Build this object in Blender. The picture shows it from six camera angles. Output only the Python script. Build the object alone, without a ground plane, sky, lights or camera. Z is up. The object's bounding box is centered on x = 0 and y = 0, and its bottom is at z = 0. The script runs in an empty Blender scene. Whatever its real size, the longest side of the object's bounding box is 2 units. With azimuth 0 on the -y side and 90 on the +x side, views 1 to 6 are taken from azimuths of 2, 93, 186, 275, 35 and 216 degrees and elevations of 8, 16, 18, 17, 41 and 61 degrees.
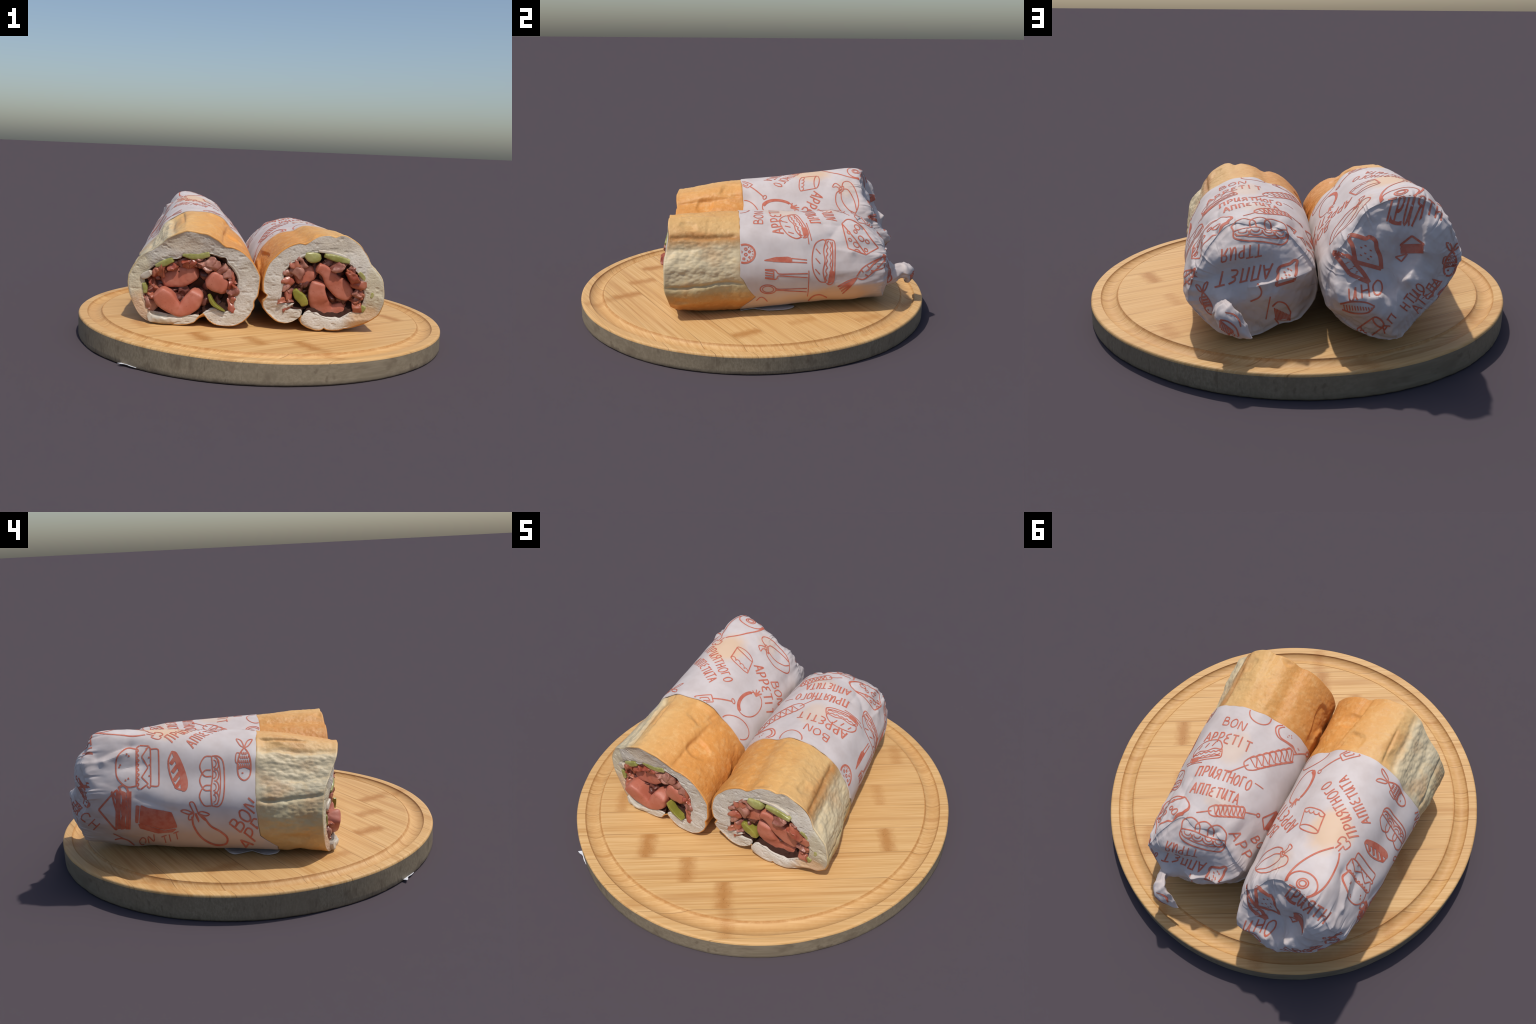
# Two halves of a wrapped sausage sandwich lying on a round bamboo cutting board.
import bpy, math, random
import numpy as np
from mathutils import Vector
from mathutils.bvhtree import BVHTree

random.seed(7)
TAU = math.tau

# ------------------------------------------------------------------ helpers
def hash3(i, j, k, seed):
    n = (i * 374761393 + j * 668265263 + k * 2147483647 + seed * 974634777) & 0xFFFFFFFF
    n = ((n ^ (n >> 13)) * 1274126177) & 0xFFFFFFFF
    n = ((n ^ (n >> 16)) * 2246822519) & 0xFFFFFFFF
    return ((n ^ (n >> 15)) & 0xFFFF) / 65535.0


def vnoise(P, scale=1.0, seed=0):
    """Smooth value noise in -1..1 for an array of points (n, 3)."""
    q = np.asarray(P, float) * scale + 100.0
    c = np.floor(q).astype(np.int64)
    f = q - c
    f = f * f * f * (f * (f * 6 - 15) + 10)
    out = 0
    for dx in (0, 1):
        for dy in (0, 1):
            for dz in (0, 1):
                w = (f[..., 0] if dx else 1 - f[..., 0]) * (f[..., 1] if dy else 1 - f[..., 1]) * (f[..., 2] if dz else 1 - f[..., 2])
                out = out + w * hash3(c[..., 0] + dx, c[..., 1] + dy, c[..., 2] + dz, seed)
    return out * 2 - 1


def fbm(P, scale, octaves=3, seed=0, gain=0.5):
    return sum(vnoise(P, scale * 2 ** o, seed + o) * gain ** o for o in range(octaves))


def ridged(P, scale, octaves=2, seed=0):
    """Sharp crumpled ridges, 0..1."""
    return sum((1 - np.abs(vnoise(P, scale * 2.1 ** o, seed + o))) ** 2 * 0.5 ** o for o in range(octaves)) / 1.5


def crumple(P, f, seed, n=9, warp=0.35):
    """Folded paper: triangle waves along random directions, so flat facets meet in sharp creases (-1..1)."""
    rng = np.random.default_rng(seed)
    P = np.asarray(P, float)
    W = P + warp / f * np.stack([vnoise(P, f * 0.45, seed + 11 * k) for k in range(3)], -1)
    out, tot = 0, 0
    for _ in range(n):
        v = rng.normal(size=3)
        v /= np.linalg.norm(v)
        k = f * (0.5 + 1.1 * rng.random())
        ph = W @ v * k + rng.random() * 4
        t = 2 * np.abs(2 * (ph - np.floor(ph + 0.5))) - 1
        gate = smooth(-0.5, 0.5, vnoise(P, f * 0.5, seed + rng.integers(1000)))
        out, tot = out + t * gate / k * f, tot + f / k
    return out / tot * 2.2


def cells(P, scale, seed=0):
    """Distance to the nearest jittered cell centre (bubbly crust), 0..~1."""
    q = np.asarray(P, float) * scale + 50.0
    c = np.floor(q).astype(np.int64)
    best = np.full(q.shape[:-1], 9.0)
    for dx in (-1, 0, 1):
        for dy in (-1, 0, 1):
            for dz in (-1, 0, 1):
                i, j, k = c[..., 0] + dx, c[..., 1] + dy, c[..., 2] + dz
                d = sum((n + hash3(i, j, k, seed + s) - q[..., a]) ** 2 for a, (n, s) in enumerate(((i, 1), (j, 2), (k, 3))))
                best = np.minimum(best, d)
    return np.sqrt(best)


def smooth(a, b, x):
    t = np.clip((np.asarray(x, float) - a) / (b - a), 0, 1)
    return t * t * (3 - 2 * t)


def periodic(x, xp, fp):
    """Smooth periodic interpolation in degrees: linear samples, lightly rounded."""
    return np.interp(x, xp, fp, period=360)


def link(ob, parent=None):
    bpy.context.scene.collection.objects.link(ob)
    if parent is not None:
        ob.parent = parent
    return ob


def make_mesh(name, verts, faces, mats=(), parent=None, shade=True, fmat=None):
    me = bpy.data.meshes.new(name)
    me.from_pydata([tuple(map(float, v)) for v in verts], [], [tuple(map(int, f)) for f in faces])
    for m in mats:
        me.materials.append(m)
    if fmat is not None:
        me.polygons.foreach_set("material_index", np.asarray(fmat, np.int32))
    me.polygons.foreach_set("use_smooth", [shade] * len(me.polygons))
    me.update()
    return link(bpy.data.objects.new(name, me), parent)


def empty(name, label, category, loc=(0, 0, 0)):
    ob = link(bpy.data.objects.new(name, None))
    ob["label"], ob["category"] = label, category
    return ob


def grid_faces(nr, nc, wrap=True, flip=False):
    r, c = np.meshgrid(np.arange(nr - 1), np.arange(nc if wrap else nc - 1), indexing="ij")
    a = r * nc + c
    b = r * nc + (c + 1) % nc
    d, e = a + nc, b + nc
    f = np.stack([a, d, e, b] if not flip else [a, b, e, d], -1).reshape(-1, 4)
    return f


def grid_normals(G):
    """Normals of a (rows, cols, 3) grid that is closed along the columns."""
    du = np.gradient(G, axis=0)
    dv = np.roll(G, -1, 1) - np.roll(G, 1, 1)
    n = np.cross(du, dv)
    return n / (np.linalg.norm(n, axis=-1, keepdims=True) + 1e-12)


# ------------------------------------------------------------------ shader helper
class Mat:
    def __init__(self, name, rough=0.6, spec=0.3):
        self.m = bpy.data.materials.new(name)
        self.m.use_nodes = True
        self.t = self.m.node_tree
        self.b = self.t.nodes["Principled BSDF"]
        self.b.inputs["Roughness"].default_value = rough
        self.b.inputs["Specular IOR Level"].default_value = spec
        self.tc = self.t.nodes.new("ShaderNodeTexCoord")
        self.obj = self.tc.outputs["Object"]

    def put(self, sock, v):
        if hasattr(v, "is_linked"):
            self.t.links.new(v, sock)
        elif isinstance(v, (tuple, list)) and sock.type == "RGBA":
            sock.default_value = (*v[:3], 1)
        else:
            sock.default_value = v

    def math(self, op, a, b=0.0, c=0.0):
        n = self.t.nodes.new("ShaderNodeMath")
        n.operation = op
        for s, v in zip(n.inputs, (a, b, c)):
            self.put(s, v)
        return n.outputs[0]

    def sep(self, v):
        n = self.t.nodes.new("ShaderNodeSeparateXYZ")
        self.put(n.inputs[0], v)
        return n.outputs

    def comb(self, x, y, z):
        n = self.t.nodes.new("ShaderNodeCombineXYZ")
        for s, v in zip(n.inputs, (x, y, z)):
            self.put(s, v)
        return n.outputs[0]

    def noise(self, scale, detail=3, rough=0.55, vec=None, stretch=None, dist=0.0):
        v = vec or self.obj
        if stretch:
            mp = self.t.nodes.new("ShaderNodeMapping")
            self.put(mp.inputs[0], v)
            mp.inputs["Scale"].default_value = stretch
            v = mp.outputs[0]
        n = self.t.nodes.new("ShaderNodeTexNoise")
        self.put(n.inputs["Vector"], v)
        n.inputs["Scale"].default_value = scale
        n.inputs["Detail"].default_value = detail
        n.inputs["Roughness"].default_value = rough
        n.inputs["Distortion"].default_value = dist
        return n.outputs["Fac"]

    def voronoi(self, scale, feature="F1", vec=None, stretch=None):
        v = vec or self.obj
        if stretch:
            mp = self.t.nodes.new("ShaderNodeMapping")
            self.put(mp.inputs[0], v)
            mp.inputs["Scale"].default_value = stretch
            v = mp.outputs[0]
        n = self.t.nodes.new("ShaderNodeTexVoronoi")
        n.feature = feature
        self.put(n.inputs["Vector"], v)
        n.inputs["Scale"].default_value = scale
        return n.outputs["Distance"]

    def white(self, v, dim="1D"):
        n = self.t.nodes.new("ShaderNodeTexWhiteNoise")
        n.noise_dimensions = dim
        self.put(n.inputs["W" if dim == "1D" else "Vector"], v)
        return n.outputs["Value"]

    def ramp(self, fac, stops):
        n = self.t.nodes.new("ShaderNodeValToRGB")
        e = n.color_ramp.elements
        while len(e) < len(stops):
            e.new(0.5)
        for el, (p, c) in zip(e, stops):
            el.position = p
            el.color = (*c, 1) if isinstance(c, (tuple, list)) else (c, c, c, 1)
        self.put(n.inputs[0], fac)
        return n.outputs[0]

    def step(self, x, a, b):
        """Smooth mask: 0 below a, 1 above b (or the reverse when a > b)."""
        n = self.t.nodes.new("ShaderNodeMapRange")
        n.interpolation_type = "SMOOTHSTEP"
        self.put(n.inputs["Value"], x)
        lo, hi, t0, t1 = (a, b, 0.0, 1.0) if a < b else (b, a, 1.0, 0.0)
        n.inputs["From Min"].default_value, n.inputs["From Max"].default_value = lo, hi
        n.inputs["To Min"].default_value, n.inputs["To Max"].default_value = t0, t1
        return n.outputs["Result"]

    def mix(self, f, a, b, mode="MIX"):
        n = self.t.nodes.new("ShaderNodeMix")
        n.data_type, n.blend_type = "RGBA", mode
        n.clamp_factor = True
        self.put(n.inputs[0], f)
        self.put(n.inputs[6], a)
        self.put(n.inputs[7], b)
        return n.outputs[2]

    def bump(self, h, strength=0.3, dist=0.004):
        n = self.t.nodes.new("ShaderNodeBump")
        n.inputs["Strength"].default_value = strength
        n.inputs["Distance"].default_value = dist
        self.put(n.inputs["Height"], h)
        self.t.links.new(n.outputs[0], self.b.inputs["Normal"])

    def color(self, c):
        self.put(self.b.inputs["Base Color"], c)
        return self

    def set(self, **kw):
        for k, v in kw.items():
            self.put(self.b.inputs[k.replace("_", " ").title().replace("Ior", "IOR")], v)
        return self

# ------------------------------------------------------------------ cutting board
GRAIN = math.radians(34.0)
STRIP, SEAM0 = 0.1655, 0.137


def bamboo(name, base, pale, brown, knots=True, edge=False):
    M = Mat(name, rough=0.55, spec=0.25)
    x, y, z = M.sep(M.obj)
    ca, sa = math.cos(GRAIN), math.sin(GRAIN)
    along = M.math("ADD", M.math("MULTIPLY", x, ca), M.math("MULTIPLY", y, sa))
    perp = M.math("SUBTRACT", M.math("MULTIPLY", y, ca), M.math("MULTIPLY", x, sa))
    s = M.math("DIVIDE", M.math("ADD", perp, SEAM0), STRIP)
    idx = M.math("FLOOR", s)
    fr = M.math("SUBTRACT", s, idx)
    rnd = M.white(idx)
    v = M.comb(M.math("ADD", along, M.math("MULTIPLY", rnd, 7.0)), perp, z)
    fine = M.noise(1.0, 4, 0.65, v, stretch=(2.2, 130, 30 if not edge else 60))
    broad = M.noise(1.0, 2, 0.5, v, stretch=(0.8, 24, 12))
    c = M.mix(M.step(fine, 0.35, 0.68), base, pale)
    c = M.mix(M.math("MULTIPLY", M.step(broad, 0.52, 0.75), 0.55), c, brown)
    c = M.mix(M.math("MULTIPLY", rnd, 0.5), c, M.mix(0.42, pale, brown))
    streak = M.noise(1.0, 2, 0.5, v, stretch=(1.1, 75, 20))
    c = M.mix(M.math("MULTIPLY", M.step(streak, 0.62, 0.72), 0.45), c, brown)
    seam = M.math("MULTIPLY", M.step(M.math("ABSOLUTE", M.math("SUBTRACT", fr, 0.5)), 0.482, 0.497), M.step(M.noise(1.0, 1, 0.5, v, stretch=(3, 3, 3)), 0.3, 0.6))
    dark = tuple(k * 0.55 for k in brown)
    c = M.mix(M.math("MULTIPLY", seam, 0.75 if not edge else 0.12), c, dark)
    if knots:
        # bamboo nodes: brown cross bands with dark pores inside one strip each
        wob = M.math("MULTIPLY", M.math("SUBTRACT", M.noise(28, 3, 0.6), 0.5), 0.05)
        pores = M.step(M.voronoi(85, vec=M.comb(along, perp, 0.0)), 0.25, 0.1)
        for kx, ky, width, strength in KNOTS:
            ka, kp = kx * ca + ky * sa, ky * ca - kx * sa
            kc = (math.floor((kp + SEAM0) / STRIP) + 0.5) * STRIP - SEAM0
            d = M.math("ABSOLUTE", M.math("ADD", M.math("SUBTRACT", along, ka), wob))
            m = M.math("MULTIPLY", M.step(d, width * 1.25, 0.0), M.step(M.math("ABSOLUTE", M.math("SUBTRACT", perp, kc)), STRIP * 0.5, STRIP * 0.47))
            c = M.mix(M.math("MULTIPLY", m, strength), c, brown)
            c = M.mix(M.math("MULTIPLY", M.math("MULTIPLY", m, pores), strength * 0.7), c, dark)
    if not edge:
        # darker brown rings on both lips of the groove, fainter brown tint across its bed
        rad = M.math("SQRT", M.math("ADD", M.math("MULTIPLY", x, x), M.math("MULTIPLY", y, y)))
        rough = M.step(M.noise(40, 3, 0.6), 0.3, 0.65)
        for r0, wd, k in ((0.8745, 0.008, 0.75), (0.9475, 0.006, 0.5), (0.911, 0.036, 0.2)):
            m = M.step(M.math("ABSOLUTE", M.math("SUBTRACT", rad, r0)), wd, wd * 0.2)
            c = M.mix(M.math("MULTIPLY", M.math("MULTIPLY", m, M.math("ADD", M.math("MULTIPLY", rough, 0.6), 0.4)), k), c, brown)
    M.color(c)
    M.bump(fine, 0.12, 0.003)
    return M


KNOTS = [(-0.300, -0.600, 0.055, 0.85), (0.005, -0.675, 0.052, 0.7), (0.245, -0.700, 0.052, 0.85), (0.335, -0.805, 0.05, 0.5),
         (0.745, 0.012, 0.048, 0.8), (0.55, 0.30, 0.04, 0.4), (-0.62, -0.42, 0.045, 0.55), (-0.74, 0.10, 0.045, 0.5),
         (-0.35, 0.86, 0.05, 0.4), (0.45, 0.70, 0.045, 0.45), (-0.80, 0.36, 0.04, 0.35), (0.18, 0.93, 0.045, 0.4)]
BOARD_R, BOARD_Z = 0.996, 0.1115
FIELD = 0.002                              # the field inside the groove stands a little proud of the rim


def board_z(x, y):
    """The board top lies very slightly askew."""
    return -0.0135 * x - 0.0023 * y


def build_board():
    top = empty("cutting_board", "round bamboo cutting board with juice groove near the rim", "cutting board")
    wood = bamboo("bamboo_wood", (0.59, 0.335, 0.122), (0.70, 0.445, 0.20), (0.42, 0.185, 0.05)).m
    side = bamboo("bamboo_edge", (0.22, 0.175, 0.115), (0.29, 0.235, 0.16), (0.13, 0.092, 0.06), knots=False, edge=True).m  # wood colour darkened and greyed to carry the side wall's shade
    # profile of the top: flat field, rounded juice groove, flat rim, eased edge
    rr = list(np.linspace(0, 0.80, 22)) + list(np.linspace(0.83, 0.870, 8)) + list(0.911 - 0.0395 * np.cos(np.linspace(0, math.pi, 40))) + list(np.linspace(0.952, 0.982, 9))
    prof = []
    for r in rr:
        g = FIELD if r < 0.87 else 0.0
        if 0.872 < r < 0.950:
            t = (r - 0.872) / 0.078
            g = FIELD * (1 - t) - 0.021 * math.sin(math.pi * t) ** 0.6
        prof.append((r, BOARD_Z + g))
    for a in np.linspace(0, math.pi / 2, 6):
        prof.append((0.986 + (BOARD_R - 0.986) * math.sin(a), BOARD_Z - 0.012 * (1 - math.cos(a))))
    n = 360
    ang = np.arange(n) * TAU / n

    def ring(r, z, jag=0.0, tilt=1.0):
        x, y = r * np.cos(ang), r * np.sin(ang)
        P = np.stack([x, y, np.full(n, z) + tilt * board_z(x, y)], 1)
        if jag:
            P[:, :2] *= (1 + jag * vnoise(np.stack([x, y, 0 * x + z], 1), 9, 5)[:, None])
        return P
    rings = [ring(max(r, 1e-4), z, 0.0012 if r > 0.97 else 0) for r, z in prof]
    V = np.concatenate(rings)
    make_mesh("board_top", V, grid_faces(len(rings), n), [wood], top)
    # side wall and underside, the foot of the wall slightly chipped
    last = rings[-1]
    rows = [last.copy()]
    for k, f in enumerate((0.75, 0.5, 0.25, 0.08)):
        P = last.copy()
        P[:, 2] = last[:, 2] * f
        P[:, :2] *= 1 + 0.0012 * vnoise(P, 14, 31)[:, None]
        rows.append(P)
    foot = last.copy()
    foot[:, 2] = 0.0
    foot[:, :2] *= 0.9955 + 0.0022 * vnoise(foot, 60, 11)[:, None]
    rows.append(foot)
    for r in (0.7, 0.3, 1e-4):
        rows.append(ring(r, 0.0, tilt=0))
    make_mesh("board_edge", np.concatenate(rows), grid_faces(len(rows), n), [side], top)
    # a torn scrap of white paper caught under the rim
    a0 = math.atan2(-0.806, -0.613)
    P = []
    for i in range(8):
        t = i / 7
        a = a0 - 0.02 + 0.10 * t
        out = 0.997 + 0.022 * (1 - t) ** 1.5 * (0.6 + 0.4 * math.sin(9 * t + 1))
        for r, z in ((0.975, 0.003), (out, 0.005 + 0.006 * (1 - t)), (out, 0.007 + 0.006 * (1 - t)), (0.975, 0.005)):
            P.append((r * math.cos(a), r * math.sin(a), z))
    F = [(4 * i + k, 4 * i + (k + 1) % 4, 4 * i + 4 + (k + 1) % 4, 4 * i + 4 + k) for i in range(7) for k in range(4)] + [(3, 2, 1, 0), (28, 29, 30, 31)]
    make_mesh("paper_scrap", P, F, [Mat("scrap_paper", 0.8).color((0.75, 0.76, 0.8)).m], top, False)
    return top

# ------------------------------------------------------------------ sandwich bodies
NA = 28                                    # control angles per cross-section
ANG = np.arange(NA) * 360 / NA             # 0 = +x, 90 = up


class Body:
    """Cross-sections (radius at equal angles about a leaning axis) at stations along y."""

    def __init__(self, ys, table, cx, lean, cz, plane, outer, inner, slot, gap, edge):
        self.ys, self.tab = np.array(ys), np.array(table)
        self.cx, self.lean, self.cz, self.plane = cx, lean, cz, plane
        self.outer, self.inner, self.slot, self.gap, self.edge = outer, inner, slot, gap, edge
        t = np.arange(720) * 0.5
        fine = np.stack([np.interp(t, ANG, r, period=360) for r in self.tab])
        self.fine = self.blur(fine, 5)      # bread
        self.soft = self.blur(fine, 13)     # paper stretched over it

    @staticmethod
    def blur(a, k):
        w = np.exp(-0.5 * (np.arange(-3 * k, 3 * k + 1) / k) ** 2)
        return sum(np.roll(a, s, -1) * q for s, q in zip(range(-3 * k, 3 * k + 1), w)) / w.sum()

    def axis(self, y):
        return self.cx + self.lean * (y - self.ys[0]), self.cz + 0 * y

    def radius(self, y, th, soft=False):
        tab = self.soft if soft else self.fine
        y = np.clip(y, self.ys[0], self.ys[-1])
        i = np.clip(np.searchsorted(self.ys, y) - 1, 0, len(self.ys) - 2)
        f = (y - self.ys[i]) / (self.ys[i + 1] - self.ys[i])
        q = (th % 360) * 2
        j = np.floor(q).astype(int) % 720
        g = q - np.floor(q)
        pick = lambda ii: tab[ii, j] * (1 - g) + tab[ii, (j + 1) % 720] * g
        return pick(i) * (1 - f) + pick(i + 1) * f

    def point(self, y, th, r):
        cx, cz = self.axis(y)
        a = np.radians(th)
        return np.stack([cx + r * np.cos(a), y + 0 * r, cz + r * np.sin(a)], -1)

    def face(self, th, r):
        """Where the knife cut: y of the cut face."""
        return self.plane(self.cx + r * np.cos(np.radians(th)), self.cz + r * np.sin(np.radians(th)))

    def polar(self, outline, th):
        P = np.array(outline)
        a = np.degrees(np.arctan2(P[:, 1] - self.cz, P[:, 0] - self.cx)) % 360
        r = np.hypot(P[:, 1] - self.cz, P[:, 0] - self.cx)
        o = a.argsort()
        return self.blur(np.interp(np.arange(720) * 0.5, a[o], r[o], period=360), 1.5 and 2)[np.floor((th % 360) * 2).astype(int) % 720]

    def front(self, th):
        """Outer and inner radius of the cut face, pinched shut beside the slot under the filling."""
        ro, ri = self.polar(self.outer, th), self.polar(self.inner, th)
        d = np.abs((th - self.slot + 180) % 360 - 180) - self.gap
        k = np.sqrt(1 - (1 - np.clip(d / 8.0, 0, 1)) ** 2)
        mid = ro * 0.45 + ri * 0.55
        return mid + (ro - mid) * k, mid + (ri - mid) * k


A = Body(
    ys=[-0.465, -0.28, -0.09, 0.10, 0.30, 0.50, 0.65, 0.76],
    table=[
        [.315, .307, .285, .261, .229, .235, .250, .249, .268, .257, .258, .254, .282, .310, .345, .362, .359, .349, .299, .261, .239, .236, .243, .257, .293, .315, .319, .315],
        [.307, .302, .288, .275, .258, .276, .288, .287, .302, .281, .278, .268, .294, .322, .350, .356, .345, .331, .290, .257, .242, .240, .243, .255, .290, .309, .311, .306],
        [.299, .297, .289, .285, .278, .306, .312, .311, .319, .309, .307, .281, .300, .325, .334, .331, .325, .313, .274, .247, .236, .238, .243, .252, .285, .303, .303, .297],
        [.290, .291, .286, .287, .282, .307, .319, .327, .336, .328, .316, .284, .300, .325, .318, .308, .300, .291, .262, .240, .232, .234, .240, .248, .279, .295, .294, .287],
        [.282, .285, .280, .280, .275, .301, .326, .342, .360, .356, .323, .302, .313, .330, .308, .285, .272, .264, .247, .233, .228, .231, .238, .242, .272, .285, .283, .278],
        [.275, .275, .268, .268, .266, .297, .332, .353, .379, .378, .336, .320, .326, .314, .286, .250, .229, .222, .217, .222, .223, .228, .236, .235, .261, .272, .271, .268],
        [.266, .264, .259, .261, .261, .294, .330, .359, .382, .373, .328, .321, .313, .270, .230, .198, .179, .177, .178, .188, .204, .218, .225, .226, .245, .256, .257, .259],
        [.256, .252, .247, .250, .253, .289, .327, .353, .377, .383, .350, .315, .264, .208, .178, .152, .140, .146, .150, .168, .190, .212, .220, .217, .226, .238, .241, .253],
    ],
    cx=-0.31, lean=-0.10, cz=0.36, plane=lambda x, z: -0.467 - 0.025 * smooth(.50, .62, z) + 0.055 * smooth(-.45, -.68, x),
    outer=[(-.271, .184), (-.253, .158), (-.219, .135), (-.17, .128), (-.112, .133), (-.07, .157), (-.033, .199), (-.018, .234), (-.021, .262), (-.003, .288), (.004, .347),
           (.007, .391), (-.004, .414), (-.029, .456), (-.059, .489), (-.098, .518), (-.132, .533), (-.166, .536), (-.185, .55), (-.205, .568), (-.229, .581), (-.263, .599),
           (-.296, .602), (-.334, .608), (-.368, .612), (-.396, .602), (-.434, .586), (-.466, .568), (-.485, .546), (-.513, .52), (-.541, .5), (-.591, .469), (-.631, .419),
           (-.661, .361), (-.665, .315), (-.66, .271), (-.642, .223), (-.607, .161), (-.568, .133), (-.499, .126), (-.441, .127), (-.359, .128), (-.32, .14), (-.296, .167)],
    inner=[(-.262, .195), (-.212, .214), (-.163, .192), (-.12, .219), (-.108, .278), (-.096, .342), (-.098, .386), (-.124, .428), (-.148, .446), (-.168, .479), (-.202, .487),
           (-.255, .496), (-.316, .482), (-.388, .481), (-.411, .463), (-.483, .452), (-.53, .423), (-.563, .393), (-.591, .348), (-.588, .294), (-.592, .25), (-.564, .202),
           (-.554, .183), (-.501, .176), (-.428, .169), (-.355, .173), (-.301, .168)],
    slot=278, gap=3.5,
    edge=([0, 12, 22, 46, 63, 78, 94, 108, 119, 142, 170, 182, 198, 212, 240, 270, 320],
          [-.046, -.048, -.06, -.066, -.077, -.089, -.104, -.104, -.110, -.106, -.110, -.115, -.124, -.200, -.19, -.12, -.06]))
B = Body(
    ys=[-0.43, -0.25, -0.06, 0.12, 0.30, 0.45, 0.60, 0.72],
    table=[
        [.296, .278, .260, .261, .273, .282, .277, .269, .267, .256, .285, .303, .322, .333, .331, .338, .330, .297, .229, .228, .227, .216, .225, .234, .267, .282, .307, .313],
        [.292, .280, .261, .261, .270, .278, .281, .274, .278, .265, .292, .308, .322, .328, .326, .333, .325, .293, .227, .228, .229, .220, .232, .248, .288, .298, .314, .308],
        [.273, .269, .258, .264, .265, .263, .271, .273, .281, .270, .298, .312, .322, .326, .322, .328, .320, .290, .225, .227, .230, .223, .237, .250, .280, .284, .292, .279],
        [.275, .267, .257, .266, .262, .255, .263, .269, .276, .272, .302, .312, .319, .322, .316, .322, .316, .287, .223, .227, .231, .224, .236, .242, .264, .273, .283, .270],
        [.278, .266, .251, .255, .259, .260, .265, .263, .263, .265, .293, .296, .302, .308, .307, .316, .312, .284, .222, .226, .230, .222, .230, .233, .250, .263, .278, .271],
        [.271, .262, .242, .243, .253, .262, .260, .257, .270, .271, .283, .278, .285, .295, .298, .310, .308, .281, .220, .225, .228, .218, .224, .226, .244, .256, .277, .276],
        [.263, .251, .231, .235, .243, .247, .239, .229, .243, .250, .264, .260, .270, .286, .290, .304, .304, .279, .219, .223, .225, .213, .218, .219, .236, .248, .272, .280],
        [.248, .236, .216, .230, .228, .226, .212, .184, .172, .196, .238, .250, .261, .273, .280, .297, .300, .277, .217, .221, .222, .209, .212, .212, .228, .238, .256, .265],
    ],
    cx=0.345, lean=-0.19, cz=0.34, plane=lambda x, z: -0.458 + 0.060 * (x - 0.03) + 0.02 * smooth(.30, .19, z) + 0.07 * smooth(.18, .115, z) * smooth(.40, .56, x) + 0.012 * smooth(.45, .55, x) + 0.004 + 0.020 * smooth(.10, .45, x) * smooth(.42, .55, z),
    outer=[(.204, .166), (.16, .149), (.095, .159), (.054, .191), (.02, .231), (.015, .263), (.035, .292), (.033, .307), (.017, .306), (.012, .365), (.024, .422), (.038, .458),
           (.076, .5), (.106, .529), (.152, .558), (.191, .57), (.216, .564), (.239, .573), (.273, .596), (.301, .607), (.344, .611), (.377, .6), (.408, .613), (.432, .61),
           (.465, .593), (.503, .567), (.542, .52), (.565, .468), (.595, .436), (.629, .389), (.638, .344), (.641, .262), (.623, .208), (.576, .173), (.537, .145), (.448, .13),
           (.357, .122), (.345, .127), (.34, .14), (.337, .127), (.323, .12), (.299, .118), (.246, .135), (.208, .160)],
    inner=[(.214, .22), (.183, .258), (.159, .249), (.142, .226), (.107, .254), (.097, .294), (.111, .348), (.109, .388), (.123, .433), (.149, .466), (.188, .479), (.203, .504),
           (.25, .518), (.305, .528), (.345, .525), (.406, .503), (.448, .476), (.491, .433), (.535, .369), (.552, .3), (.535, .238), (.476, .212), (.425, .183), (.364, .179),
           (.323, .191), (.282, .21), (.249, .217), (.228, .205)],
    slot=230, gap=0.8,
    edge=([0, 21, 47, 75, 98, 113, 132, 148, 157, 180, 225, 270, 300, 315, 324, 335, 346, 356],
          [-.022, -.022, -.03, -.044, -.057, -.075, -.084, -.097, -.098, -.10, -.10, -.06, -.04, -.02, .01, .058, .018, -.004]))

# pale burst bands of the loaf and its long creases, by angle
A.pale = lambda th: smooth(112, 124, th) * smooth(205, 188, th)
A.creases = [(58, 3.0, .006, 1), (105, 1.6, .008, .7), (119, 3.0, .007, 1), (150, 4.0, .010, 1), (167, 1.8, .012, 1), (330, 2.2, .014, 1)]
B.pale = lambda th: smooth(50, 38, (th + 180) % 360 - 180) * smooth(-16, -4, (th + 180) % 360 - 180)
B.creases = [(46, 3.0, .010, 1), (32, 2.5, .007, .8), (352, 2.0, .010, 1), (104, 3.0, .007, .8), (188, 2.5, .012, 1)]


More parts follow.
